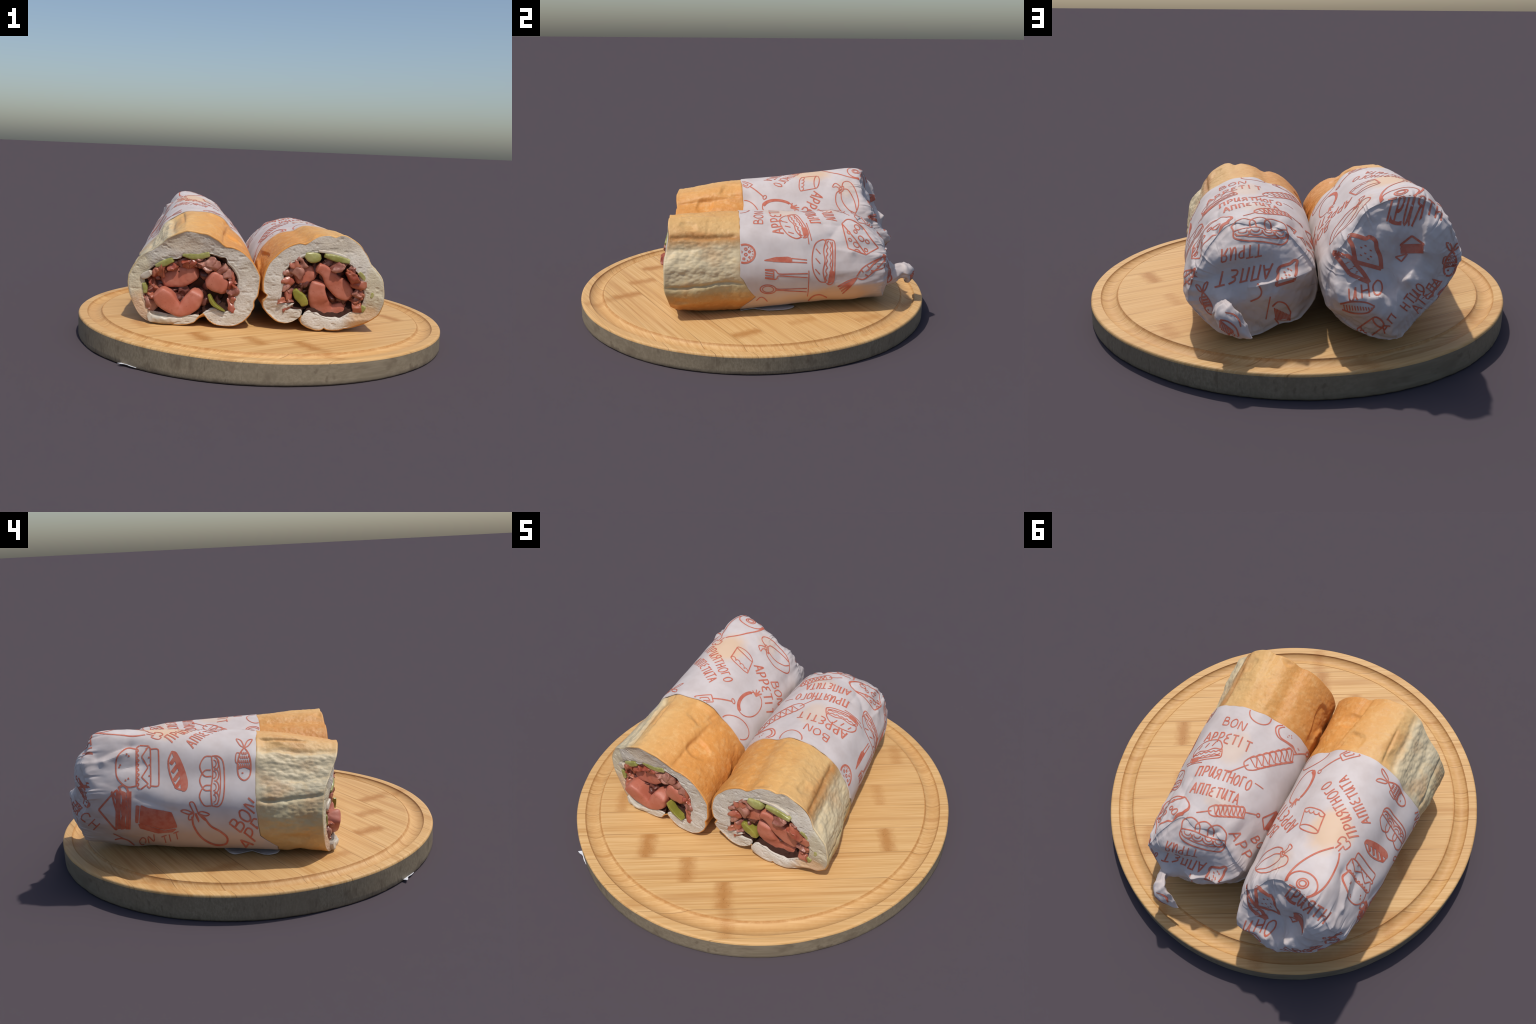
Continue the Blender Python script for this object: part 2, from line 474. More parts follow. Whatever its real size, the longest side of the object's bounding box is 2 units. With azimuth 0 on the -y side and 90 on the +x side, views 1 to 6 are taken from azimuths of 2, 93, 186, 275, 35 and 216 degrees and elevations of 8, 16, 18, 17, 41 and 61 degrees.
def build_crust(S, parent, mat, seed):
    nt, ny = 560, 120
    th = np.arange(nt) * 360 / nt
    ro, _ = S.front(th)
    yf = S.face(th, ro)
    y1 = np.interp(th, S.edge[0], S.edge[1], period=360) + 0.07
    lip0 = S.point(yf + 0.001, th, ro - 0.009)
    lip1 = S.point(yf - 0.001, th, ro - 0.004)
    rows = []
    base = S.radius(0 * th + S.ys[0], th)
    for s in np.linspace(0, 1, ny) ** 1.0:
        y = yf + 0.003 + (y1 - yf - 0.003) * s
        r = S.radius(y, th) + (ro - base) * np.exp(-(y - yf) / 0.13)
        ye = y1 - 0.07
        r = r - 0.005 * smooth(-0.004, 0.006, y - ye)
        rows.append(S.point(y, th, r))
    G = np.stack(rows)
    N = grid_normals(G)
    T = np.broadcast_to(th, G.shape[:2])
    near = np.exp(-((G[..., 1] - yf[None]) / 0.02) ** 2)
    pale = S.pale((T + 6 * vnoise(G, 14, seed)) % 360)
    bub = 0.5 - cells(G * np.array([1, 0.62, 1]), 58, seed)
    d = 0.005 * fbm(G, 6, 3, seed) + pale * (0.0050 * bub + 0.0035 * fbm(G * np.array([1, .5, 1]), 26, 2, seed + 4)) + (1 - pale) * 0.0012 * fbm(G, 60, 2, seed + 3)
    dents = smooth(0.25, 0.6, vnoise(G * np.array([1, .6, 1]), 11, seed + 8))
    d -= (1 - pale) * 0.011 * dents
    for c, w, depth, length in S.creases:
        off = (T - c - 2.2 * vnoise(np.stack([G[..., 1], 0 * T + c, 0 * T], -1), 9, seed + 2) + 180) % 360 - 180
        gate = 1 if length >= 1 else smooth(-0.2, 0.3, vnoise(np.stack([G[..., 1], 0 * T + c, 0 * T], -1), 7, seed + 5))
        d -= depth * gate * np.exp(-(off / w) ** 2)
    d *= 1 - 0.75 * near
    under = smooth(-0.05, -0.004, G[..., 1] - y1[None] + 0.07)
    d = d * (1 - 0.85 * under)
    d = np.where(G[..., 1] > y1[None] - 0.074, np.minimum(d, 0.0) - 0.012 * smooth(0, 0.03, G[..., 1] - y1[None] + 0.07), d)
    G = G + N * d[..., None]
    G[..., 2] = np.maximum(G[..., 2], BOARD_Z + board_z(G[..., 0], G[..., 1]) + 0.002)
    G = np.concatenate([lip0[None], lip1[None], G])
    return make_mesh("bread_crust", G.reshape(-1, 3), grid_faces(len(G), nt), [mat], parent)


def build_crumb(S, parent, mat, dark, seed):
    """White crumb: the cut face with its open slot, then the hollow behind it."""
    nt = 480
    th = np.arange(nt) * 360 / nt
    ro, ri = S.front(th)
    yf = S.face(th, ro)
    rows = []
    for t in np.linspace(0, 1, 22):
        r = (ro - 0.0055) * (1 - t) + ri * t
        P = S.point(yf, th, r)
        q = P.copy()
        q[:, 1] = S.plane(P[:, 0], P[:, 2])
        q[:, 1] += -0.0005 + smooth(0, .12, t) * 0.004 * fbm(P, 12, 2, seed) + smooth(0, .12, t) * 0.003 * smooth(0.35, 0.8, vnoise(P * np.array([.7, 1, 1.3]), 60, seed + 3)) + 0.005 * max(0, 2 * t - 1) ** 4
        P = q
        rows.append(P)
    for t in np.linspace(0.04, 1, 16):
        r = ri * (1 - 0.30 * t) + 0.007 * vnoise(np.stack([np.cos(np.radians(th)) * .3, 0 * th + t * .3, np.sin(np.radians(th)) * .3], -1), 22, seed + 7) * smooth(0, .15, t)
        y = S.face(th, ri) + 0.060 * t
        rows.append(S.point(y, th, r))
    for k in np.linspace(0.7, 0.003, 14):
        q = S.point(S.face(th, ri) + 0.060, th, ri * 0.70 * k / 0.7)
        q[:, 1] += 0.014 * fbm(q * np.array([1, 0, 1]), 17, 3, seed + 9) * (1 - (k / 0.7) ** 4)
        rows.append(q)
    G = np.stack(rows)
    F = grid_faces(len(rows), nt, flip=False)
    d = np.abs((th + 180 / nt - S.slot + 180) % 360 - 180)
    keep = np.tile(d > S.gap, len(rows) - 1)
    row = np.repeat(np.arange(len(rows) - 1), nt)
    keep = keep | (row > 34)
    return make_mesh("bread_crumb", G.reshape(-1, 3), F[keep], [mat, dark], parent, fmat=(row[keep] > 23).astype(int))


# ------------------------------------------------------------------ paper wrapper
def plate_fit(points, soft=1e-4):
    """Thin-plate surface y(x, z) through a few control points."""
    P = np.array(points)
    xz, y = P[:, :2], P[:, 2]
    d = np.linalg.norm(xz[:, None] - xz[None], axis=-1)
    K = d ** 2 * np.log(d + 1e-9) + soft * np.eye(len(P))
    Q = np.hstack([np.ones((len(P), 1)), xz])
    M = np.block([[K, Q], [Q.T, np.zeros((3, 3))]])
    w = np.linalg.solve(M, np.concatenate([y, np.zeros(3)]))

    def f(x, z):
        q = np.stack([x, z], -1)
        dd = np.linalg.norm(q[..., None, :] - xz, axis=-1)
        return (dd ** 2 * np.log(dd + 1e-9)) @ w[: len(P)] + w[-3] + q @ w[-2:]
    return f


def seg_dist(P, a, b):
    a, b = np.array(a), np.array(b)
    ab = b - a
    t = np.clip(((P - a) @ ab) / (ab @ ab), 0, 1)
    return np.linalg.norm(P - (a + t[..., None] * ab), axis=-1), t


def build_paper(S, parent, mat, name, cap, pole, folds, seed, pleat):
    nt, nv, nc = 480, 170, 84
    th = np.arange(nt) * 360 / nt
    f = plate_fit(cap)
    ye = np.interp(th, S.edge[0], S.edge[1], period=360) + 0.002 * vnoise(np.stack([th * .05, 0 * th, 0 * th], -1), 3, seed)
    yr = np.full(nt, S.ys[-1])
    for _ in range(14):
        P = S.point(yr, th, S.radius(yr, th, True))
        yr = 0.5 * yr + 0.5 * np.clip(f(P[:, 0], P[:, 2]), 0.5, 0.80)
    yr = Body.blur(yr[None], 5)[0]
    rows = []
    for s in np.linspace(0, 1, nv):
        y = ye + (yr - ye) * s
        t = np.clip(1 - (yr - y) / 0.045, 0, 1)
        h = smooth(0.0, 0.09, y - ye)
        r = (S.radius(y, th) * (1 - h) + S.radius(y, th, True) * h + 0.003 + 0.002 * h) * (1 - 0.035 * t ** 3)
        rows.append(S.point(y, th, r))
    rim = rows[-1]
    for k in range(1, nc + 1):
        rho = 1 - 0.999 * (k / nc)
        P = rim.copy()
        P[:, 0] = pole[0] + rho * (rim[:, 0] - pole[0])
        P[:, 2] = pole[1] + rho * (rim[:, 2] - pole[1])
        w = smooth(0, 0.10, 1 - rho)
        P[:, 1] = rim[:, 1] * (1 - w) + (f(P[:, 0], P[:, 2])) * w
        rows.append(P)
    G = np.stack(rows)
    N = grid_normals(G)
    y = G[..., 1]
    far = smooth(0.18, 0.62, y)
    T = np.broadcast_to(th, y.shape)
    E = G * np.array([1.0, 0.6, 1.0])
    d = 0.0022 * fbm(G, 7, 2, seed) * smooth(0, .06, y - ye[None]) + (0.0012 + 0.011 * far) * (crumple(E, 5.5, seed + 5, warp=.15) - .1) * smooth(0, .1, y - ye[None]) + 0.006 * far * (crumple(G * np.array([1, .32, 1]), 9, seed + 31, warp=.05) - .1) + 0.0035 * far * crumple(E, 14, seed + 9, warp=.15)
    inner = smooth(-0.02, 0.05, y - yr[None] + 0.04)
    d += inner * (0.0075 * crumple(G, 8, seed + 21, warp=.12) + 0.0030 * crumple(G, 22, seed + 22, warp=.12))
    # gathers radiating from the closed end
    wob = 16 * vnoise(np.stack([T * .02, y, 0 * T], -1), 8, seed + 3)
    pl = 2 * np.abs(np.mod((T + wob) * pleat[0] / 360, 1) - 0.5) - 0.5
    strength = 0.35 + 0.65 * smooth(-0.2, 0.5, vnoise(np.stack([np.cos(np.radians(T)), np.sin(np.radians(T)), 0 * T], -1), 2.2, seed + 6))
    d += pleat[1] * pl * strength * np.exp(-((y - yr[None]) / 0.060) ** 2) * np.where(np.arange(len(rows))[:, None] < nv, 1, smooth(0.45, 0.0, (np.arange(len(rows))[:, None] - nv) / nc))
    for a, b, h, w in folds:
        k = np.array([1, 0.4, 1]) if min(a[1], b[1]) > 0.70 else np.ones(3)
        q, t = seg_dist(G * k, np.array(a) * k, np.array(b) * k)
        d += h * np.exp(-(q / w) ** 1.15)
    G = G + N * d[..., None]
    G[..., 2] = np.maximum(G[..., 2], BOARD_Z + board_z(G[..., 0], y) + 0.003)
    # the sheet has a thin lip against the bread
    lip = G[0] - N[0] * 0.004
    full = np.concatenate([lip[None], G])
    ob = make_mesh(name, full.reshape(-1, 3), grid_faces(len(full), nt), [mat], parent)
    ob.data.set_sharp_from_angle(angle=math.radians(17))
    return ob

# ------------------------------------------------------------------ filling
def catmull(P, n):
    P = np.array(P, float)
    Q = np.vstack([2 * P[0] - P[1], P, 2 * P[-1] - P[-2]])
    t = np.linspace(0, len(P) - 1 - 1e-9, n)
    i = t.astype(int)
    u = (t - i)[:, None]
    a, b, c, d = Q[i], Q[i + 1], Q[i + 2], Q[i + 3]
    return 0.5 * (2 * b + (c - a) * u + (2 * a - 5 * b + 4 * c - d) * u ** 2 + (3 * b - a - 3 * c + d) * u ** 3)


def strip_body(S, name, path, radii, parent, mat, depth=0.10, proud=0.03, flat=0.02, seed=0, lump=0.002):
    """A piece of filling lying in the cut: swept along a path in the cut plane, `depth` deep,
    its front sliced nearly flat `proud` metres before the bread."""
    n, m = 56, 48
    if name == "pickle_slice":
        radii = [q * 0.86 for q in radii]
    C = catmull([(*p, r) for p, r in zip(path, radii)], n)
    T = np.gradient(C[:, :2], axis=0)
    T /= np.linalg.norm(T, axis=1, keepdims=True)
    Nn = np.stack([-T[:, 1], T[:, 0]], 1)
    s = np.linspace(0, 1, n)
    L = np.linalg.norm(np.diff(C[:, :2], axis=0), axis=1).sum()
    e0, e1 = np.clip(s * L / (C[0, 2] * 0.8), 0, 1), np.clip((1 - s) * L / (C[-1, 2] * 0.8), 0, 1)
    k = np.sqrt(1 - (1 - e0) ** 2) * np.sqrt(1 - (1 - e1) ** 2)
    a = np.arange(m) * TAU / m
    ca, sa = np.sign(np.cos(a)) * np.abs(np.cos(a)) ** 0.62, np.sign(np.sin(a)) * np.abs(np.sin(a)) ** 0.16
    r = C[:, 2] * np.maximum(k, 0.02)
    x = C[:, 0:1] + Nn[:, 0:1] * r[:, None] * ca
    z = C[:, 1:2] + Nn[:, 1:2] * r[:, None] * ca
    y0 = S.plane(C[:, 0], C[:, 1]) - np.interp(s, np.linspace(0, 1, np.size(proud)), np.atleast_1d(proud))
    y = y0[:, None] + depth / 2 + depth / 2 * sa * np.maximum(k, 0.25)[:, None]
    P = np.stack([x, y, z], -1)
    P += lump * np.stack([fbm(P, 25, 2, seed), fbm(P, 25, 2, seed + 1), fbm(P, 25, 2, seed + 2)], -1)
    V = np.concatenate([P.reshape(-1, 3), P[0].mean(0)[None], P[-1].mean(0)[None]])
    F = grid_faces(n, m).tolist()
    F += [(n * m, (j + 1) % m, j) for j in range(m)] + [(n * m + 1, (n - 1) * m + j, (n - 1) * m + (j + 1) % m) for j in range(m)]
    tri = np.array([q for f in F for q in ([f[0], f[1], f[2]], [f[0], f[2], f[-1]])])
    a, b, c = V[tri[:, 0]], V[tri[:, 1]], V[tri[:, 2]]
    if (a * np.cross(b, c)).sum() < 0:
        F = [f[::-1] for f in F]
    ob = make_mesh(name, V, F, [mat], parent)
    ob.data.set_sharp_from_angle(angle=math.radians(38))
    return ob



def chunk(S, name, x, z, size, parent, mat, proud=0.0, seed=0, rot=None):
    """A diced lump: rounded cube, squeezed and turned at random."""
    rng = np.random.default_rng(seed)
    k = 9
    u = np.linspace(-1, 1, k)
    V, F = [], []
    for ax in range(3):
        for sg in (-1, 1):
            o = len(V)
            for i in u:
                for j in u:
                    p = [0, 0, 0]
                    p[ax], p[(ax + 1) % 3], p[(ax + 2) % 3] = sg, i, j
                    V.append(p)
            for i in range(k - 1):
                for j in range(k - 1):
                    q = [o + i * k + j, o + (i + 1) * k + j, o + (i + 1) * k + j + 1, o + i * k + j + 1]
                    F.append(q if sg > 0 else q[::-1])
    V = np.array(V, float)
    nrm = (np.abs(V) ** 5).sum(1, keepdims=True) ** 0.2
    V = V / nrm
    V *= np.array(size) * (0.85 + 0.3 * rng.random(3))
    a, b, c = rot if rot is not None else rng.random(3) * 3
    Rz = np.array([[math.cos(a), -math.sin(a), 0], [math.sin(a), math.cos(a), 0], [0, 0, 1]])
    Ry = np.array([[math.cos(b), 0, math.sin(b)], [0, 1, 0], [-math.sin(b), 0, math.cos(b)]])
    V = V @ Rz.T @ Ry.T
    m = max(size)
    V += np.stack([fbm(V + seed, 0.7 / m, 3, seed + q) for q in range(3)], -1) * m * 0.42
    V += np.array([x, S.plane(x, z) - proud + size[1], z])
    return make_mesh(name, V, F, [mat], parent)


def build_filling(S, which, parent, mats):
    saus, deep, pick, peel, meat, toma, cream = mats
    rng = np.random.default_rng(3 if which == "A" else 5)
    if which == "A":
        strip_body(S, "sausage", [(-.512, .300), (-.470, .256), (-.398, .199), (-.336, .240), (-.302, .306)], [.032, .050, .032, .048, .034], parent, saus, .16, (.042, .028, .010, .004, .002), seed=1)
        strip_body(S, "sausage", [(-.500, .330), (-.440, .354), (-.380, .370), (-.305, .398)], [.026, .046, .052, .028], parent, saus, .14, (-.03, -.034, -.02), seed=2)
        strip_body(S, "sausage", [(-.266, .376), (-.211, .346), (-.152, .302)], [.040, .050, .030], parent, saus, .15, (.006, .0, -.012), seed=3)
        strip_body(S, "pickle_slice", [(-.525, .417), (-.480, .436), (-.428, .455)], [.008, .020, .014], parent, pick, .07, .004, seed=4)
        strip_body(S, "pickle_slice", [(-.393, .482), (-.316, .476), (-.246, .492)], [.010, .020, .014], parent, pick, .08, .000, seed=5)
        strip_body(S, "pickle_slice", [(-.598, .352), (-.575, .366), (-.540, .388)], [.010, .020, .014], parent, cream, .06, .008, seed=6)
        strip_body(S, "pickle_slice", [(-.585, .330), (-.577, .300), (-.575, .270)], [.012, .016, .012], parent, pick, .06, .000, seed=7)
        strip_body(S, "pickle_slice", [(-.250, .290), (-.232, .252), (-.205, .228), (-.166, .206)], [.006, .011, .008, .004], parent, peel, .045, .016, seed=8)
        strip_body(S, "sauce", [(-.560, .178), (-.530, .152), (-.440, .150), (-.370, .156)], [.012, .020, .014, .008], parent, cream, .08, (.016, .022, .010, .004), seed=9, lump=.006)
        dice = [(-.520, .375, .022), (-.490, .402, .024), (-.455, .418, .02), (-.425, .434, .022), (-.390, .446, .02), (-.352, .446, .026), (-.318, .450, .026), (-.285, .440, .024), (-.250, .440, .022),
                (-.222, .428, .026), (-.190, .420, .026), (-.160, .412, .026), (-.140, .385, .026), (-.125, .350, .026), (-.118, .310, .026), (-.130, .270, .024), (-.135, .225, .022),
                (-.545, .325, .026), (-.560, .290, .022), (-.565, .245, .024), (-.545, .215, .024), (-.530, .265, .02)]
    else:
        strip_body(S, "sausage", [(.172, .372), (.225, .400), (.287, .420)], [.024, .046, .030], parent, saus, .13, (-.028, -.026, -.026), seed=1)
        strip_body(S, "sausage", [(.282, .446), (.330, .424), (.378, .366), (.425, .328), (.474, .286)], [.022, .030, .044, .050, .024], parent, saus, .13, (.006, -.008, -.016, -.024, -.030), seed=2)
        strip_body(S, "sausage", [(.305, .378), (.294, .315), (.316, .242), (.374, .202), (.464, .240)], [.034, .046, .050, .048, .040], parent, saus, .16, (-.016, -.018, -.030, -.038, -.036), seed=3)
        strip_body(S, "pickle_slice", [(.222, .508), (.262, .492), (.308, .498)], [.014, .032, .020], parent, pick, .08, .006, seed=4)
        strip_body(S, "pickle_slice", [(.318, .508), (.385, .492), (.452, .480)], [.012, .020, .012], parent, pick, .08, .012, seed=5)
        strip_body(S, "pickle_slice", [(.496, .428), (.520, .405), (.545, .376)], [.012, .014, .010], parent, pick, .05, .002, seed=6)
        strip_body(S, "pickle_slice", [(.568, .330), (.572, .314), (.566, .296)], [.008, .010, .008], parent, pick, .05, .002, seed=7)
        strip_body(S, "pickle_slice", [(.540, .255), (.528, .235), (.516, .222)], [.014, .018, .014], parent, pick, .05, .000, seed=8)
        strip_body(S, "pickle_slice", [(.178, .328), (.196, .300), (.224, .272), (.238, .236)], [.014, .026, .028, .020], parent, peel, .07, -.012, seed=9)
        strip_body(S, "sauce", [(.288, .527), (.330, .524), (.378, .512), (.440, .494)], [.006, .008, .010, .010], parent, cream, .04, .004, seed=10)
        chunk(S, "meat_cube", .392, .452, (.030, .026, .022), parent, meat, .010, 91, (0.3, 0.45, 0))
        chunk(S, "tomato_piece", .462, .400, (.036, .03, .024), parent, toma, .012, 92, (0.1, 0.8, 0))
        dice = [(.195, .462, .028), (.163, .446, .028), (.140, .412, .028), (.130, .378, .026), (.133, .340, .024), (.135, .300, .022), (.140, .262, .024), (.148, .236, .018), (.175, .425, .026),
                (.512, .352, .026), (.528, .318, .024), (.516, .286, .026), (.500, .320, .024), (.505, .255, .024), (.480, .440, .018), (.345, .470, .02), (.425, .468, .016)]
    for layer in (0, 1):
        for i, (x, z, s) in enumerate(dice):
            mt = toma if (i % 4 == 1 or (which == "A" and 11 < i < 17)) else meat
            if layer:
                x, z, s = x + rng.uniform(-.02, .02), z + rng.uniform(-.018, .018), s * 0.95
                mt = meat if rng.random() < .6 else toma
            chunk(S, "tomato_piece" if mt is toma else "ham_piece", x, z, (s * 1.05, s * 1.4, s * (0.7 + 0.4 * rng.random())), parent, mt, -0.016 + 0.018 * rng.random(), 20 + i + 50 * layer)
    # what lies deeper in the hollow
    for i in range(26):
        a, q = rng.random() * TAU, 0.05 + 0.12 * rng.random()
        cx = -.33 if which == "A" else .33
        cz = .33 if which == "A" else .35
        chunk(S, "ham_piece", cx + q * 1.3 * math.cos(a), cz + q * .8 * math.sin(a), (.035, .04, .03), parent, deep, -0.038 - 0.012 * rng.random(), 60 + i)


# ------------------------------------------------------------------ food materials
def crust_material(name, S, stops, pale_lo, pale_hi):
    """Baked crust: colour by angle round the loaf (where the crust burst open it stayed pale)."""
    M = Mat(name, rough=0.5, spec=0.3)
    x, y, z = M.sep(M.obj)
    dx = M.math("SUBTRACT", x, M.math("ADD", S.cx - S.lean * S.ys[0], M.math("MULTIPLY", y, S.lean)))
    dz = M.math("SUBTRACT", z, S.cz)
    ang = M.math("ARCTAN2", dz, dx)
    wob = M.math("MULTIPLY", M.math("SUBTRACT", M.noise(16, 4, 0.65, stretch=(1, .55, 1)), 0.5), 0.30)
    f = M.math("FRACT", M.math("ADD", M.math("DIVIDE", M.math("ADD", ang, wob), TAU), 1.0))
    c = M.ramp(f, stops)
    mott = M.noise(26, 4, 0.6)
    c = M.mix(M.math("MULTIPLY", M.step(mott, 0.45, 0.75), 0.28), c, (0.80, 0.55, 0.25))
    big = M.noise(7, 3, 0.6, stretch=(1, .7, 1))
    c = M.mix(M.math("MULTIPLY", M.step(big, 0.50, 0.72), 0.35), c, (0.52, 0.215, 0.055))
    speck = M.step(M.voronoi(95), 0.16, 0.05)
    c = M.mix(M.math("MULTIPLY", speck, 0.5), c, (0.72, 0.58, 0.36))
    fine = M.noise(170, 3, 0.6)
    M.color(c)
    M.bump(M.math("ADD", fine, M.math("MULTIPLY", M.voronoi(60), 0.5)), 0.22, 0.004)
    return M.m


def blob(M, c, where, warp, k, col):
    """Mix a soft-edged patch of colour into c: an ellipsoid at `where`, its border pushed about by noise."""
    (sx, sy, sz), (rx, ry, rz) = where
    x, y, z = M.sep(M.obj)
    q = M.comb(M.math("DIVIDE", M.math("SUBTRACT", x, sx), rx), M.math("DIVIDE", M.math("SUBTRACT", y, sy), ry), M.math("DIVIDE", M.math("SUBTRACT", z, sz), rz))
    n = M.t.nodes.new("ShaderNodeVectorMath")
    n.operation = "LENGTH"
    M.put(n.inputs[0], q)
    d = M.math("ADD", n.outputs["Value"], warp)
    return M.mix(M.math("MULTIPLY", M.step(d, 1.25, 0.55), k), c, col)


def crumb_material(name, patches=()):
    M = Mat(name, rough=0.85, spec=0.15)
    big = M.noise(9, 3, 0.6)
    pores = M.voronoi(75, stretch=(1, .4, 1.5))
    holes = M.step(M.noise(46, 3, 0.6, stretch=(.8, 1, 1.6)), 0.60, 0.72)
    c = M.mix(M.step(big, 0.35, 0.7), (0.58, 0.525, 0.455), (0.51, 0.45, 0.37))
    c = M.mix(M.math("MULTIPLY", M.step(pores, 0.34, 0.12), 0.45), c, (0.36, 0.29, 0.21))
    c = M.mix(M.math("MULTIPLY", holes, 0.65), c, (0.33, 0.25, 0.17))
    warp = M.math("MULTIPLY", M.math("SUBTRACT", M.noise(14, 3, 0.6), 0.5), 1.2)
    for where, k, col in patches:
        c = blob(M, c, where, warp, k, col)
    M.color(c)
    M.bump(M.math("ADD", M.math("MULTIPLY", pores, 0.7), M.noise(120, 3, 0.6)), 0.35, 0.005)
    return M.m


def spotted(name, c0, c1, spot, scale=60, rough=0.35, amount=0.6, sss=0.0):
    M = Mat(name, rough=rough, spec=0.4)
    n = M.noise(14, 4, 0.6)
    c = M.mix(M.step(n, 0.35, 0.68), c0, c1)
    c = M.mix(M.math("MULTIPLY", M.step(M.voronoi(scale), 0.17, 0.06), amount), c, spot)
    c = M.mix(M.math("MULTIPLY", M.step(M.noise(55, 3, 0.6), 0.6, 0.75), 0.35), c, spot)
    M.color(c)
    M.bump(M.noise(90, 3, 0.6), 0.15, 0.003)
    return M.m


def paper_material(name, stains, seed):
    """Greaseproof paper with fat stains at given places."""
    M = Mat(name, rough=0.55, spec=0.25)
    mott = M.noise(9, 4, 0.6)
    c = M.mix(M.step(mott, 0.3, 0.75), (0.62, 0.55, 0.525), (0.545, 0.465, 0.435))
    warp = M.math("MULTIPLY", M.math("SUBTRACT", M.noise(9, 3, 0.6), 0.5), 0.16)
    for where_c, where_r, k, col in stains:
        c = blob(M, c, (where_c, where_r), M.math("MULTIPLY", warp, 6.0), k, col)
    M.color(c)
    M.bump(M.noise(140, 3, 0.6), 0.06, 0.002)
    return M.m

# ------------------------------------------------------------------ the two folded wrappers
def build_wrapper(which, S, parent, mat):
    if which == "A":
        cap = [(-.352, .673, .645), (-.40, .683, .664), (-.471, .703, .664), (-.605, .659, .672), (-.657, .526, .682), (-.59, .64, .698), (-.562, .616, .722), (-.550, .55, .732), (-.592, .541, .735), (-.489, .437, .80),
               (-.533, .437, .797), (-.464, .478, .712), (-.423, .51, .714), (-.385, .497, .706), (-.325, .424, .733), (-.26, .412, .775), (-.275, .502, .736), (-.331, .572, .688), (-.215, .395, .79), (-.236, .343, .814),
               (-.30, .350, .816), (-.384, .358, .812), (-.467, .179, .765), (-.420, .392, .738), (-.21, .52, .69), (-.25, .58, .68), (-.18, .46, .695), (-.512, .600, .680), (-.45, .635, .675), (-.43, .59, .70), (-.515, .55, .69),
               (-.455, .27, .80), (-.36, .22, .765), (-.55, .30, .765), (-.26, .25, .735), (-.61, .40, .73), (-.35, .385, .758), (-.17, .38, .715)]
        folds = [((-.638, .68, .614), (-.63, .585, .617), .012, .020), ((-.63, .585, .617), (-.607, .476, .655), .012, .022), ((-.62, .613, .633), (-.582, .467, .69), -.016, .030), ((-.582, .467, .69), (-.575, .40, .69), -.012, .04), ((-.215, .81, .40), (-.24, .825, .343), .009, .014), ((-.24, .825, .343), (-.39, .825, .36), .012, .012), ((-.39, .825, .36), (-.489, .81, .437), .011, .012),
                 ((-.489, .81, .437), (-.555, .74, .53), .010, .016), ((-.555, .74, .53), (-.56, .72, .64), .012, .016), ((-.46, .80, .42), (-.44, .79, .20), .014, .02), ((-.325, .735, .42), (-.275, .785, .40), .010, .012),
                 ((-.644, .50, .59), (-.628, .41, .607), -.010, .03), ((-.706, .43, .471), (-.70, .25, .40), -.006, .02)]
        return build_paper(S, parent, mat, "paper_wrapper", cap, (-.435, .43), folds, 41, (22, .007))
    cap = [(.08, .57, .590), (.2, .56, .610), (.035, .566, .588), (-.10, .50, .580), (-.131, .402, .605), (-.085, .392, .668), (-.038, .388, .713), (.071, .368, .764), (.148, .352, .752), (-.029, .447, .666), (.045, .402, .712),
           (.12, .395, .718), (.243, .482, .735), (.078, .477, .698), (.15, .48, .716), (.27, .40, .752), (.305, .495, .695), (.331, .41, .750), (.205, .307, .805), (.235, .279, .796), (.15, .525, .684), (.1, .26, .755), (0, .25, .703),
           (-.1, .28, .615), (.15, .15, .738), (.05, .14, .685), (.36, .3, .745), (.33, .2, .735), (.19, .38, .738), (.18, .22, .752)]
    folds = [((.389, .462, .451), (.378, .556, .431), .010, .018), ((.378, .556, .431), (.35, .702, .41), .010, .018), ((.326, .556, .514), (.31, .72, .476), .009, .018), ((.251, .52, .579), (.352, .449, .517), -.008, .02),
             ((.307, .405, .571), (.275, .627, .542), -.008, .015), ((.275, .627, .542), (.25, .74, .40), -.014, .016), ((.035, .57, .576), (.06, .60, .560), -.022, .018), ((.06, .60, .56), (.05, .71, .40), .008, .012),
             ((-.131, .61, .399), (-.038, .715, .388), .014, .011), ((-.038, .715, .388), (.071, .765, .367), .016, .011), ((.071, .765, .367), (.12, .755, .352), .010, .011)]
    wrap = build_paper(S, parent, mat, "paper_wrapper", cap, (.13, .36), folds, 43, (20, .006))
    # twisted corner sticking out at the low end
    n, m = 40, 28
    C = catmull([(.238, .745, .265, .062), (.226, .815, .283, .040), (.206, .872, .290, .044), (.176, .892, .264, .048), (.134, .888, .230, .032), (.092, .888, .196, .003)], n)
    T = np.gradient(C[:, :3], axis=0)
    T /= np.linalg.norm(T, axis=1, keepdims=True)
    U = np.cross(T, np.array([0.25, 0.9, 0.35]))
    U /= np.linalg.norm(U, axis=1, keepdims=True)
    W = np.cross(T, U)
    a = np.arange(m) * TAU / m + np.linspace(0, 1.5, n)[:, None]
    r = C[:, 3:4] * (1 + 0.16 * np.sin(3 * a) + 0.07 * np.sin(7 * a + 1))
    P = C[:, None, :3] + r[..., None] * (np.cos(a)[..., None] * U[:, None] + 0.55 * np.sin(a)[..., None] * W[:, None])
    P = P + 0.013 * np.stack([crumple(P, 16, 71 + k, warp=.1) for k in range(3)], -1)
    V = np.concatenate([P.reshape(-1, 3), C[-1:, :3]])
    F = grid_faces(n, m).tolist() + [(n * m, (n - 1) * m + j, (n - 1) * m + (j + 1) % m) for j in range(m)]
    make_mesh("paper_twist", V, F, [mat], wrap)
    return wrap


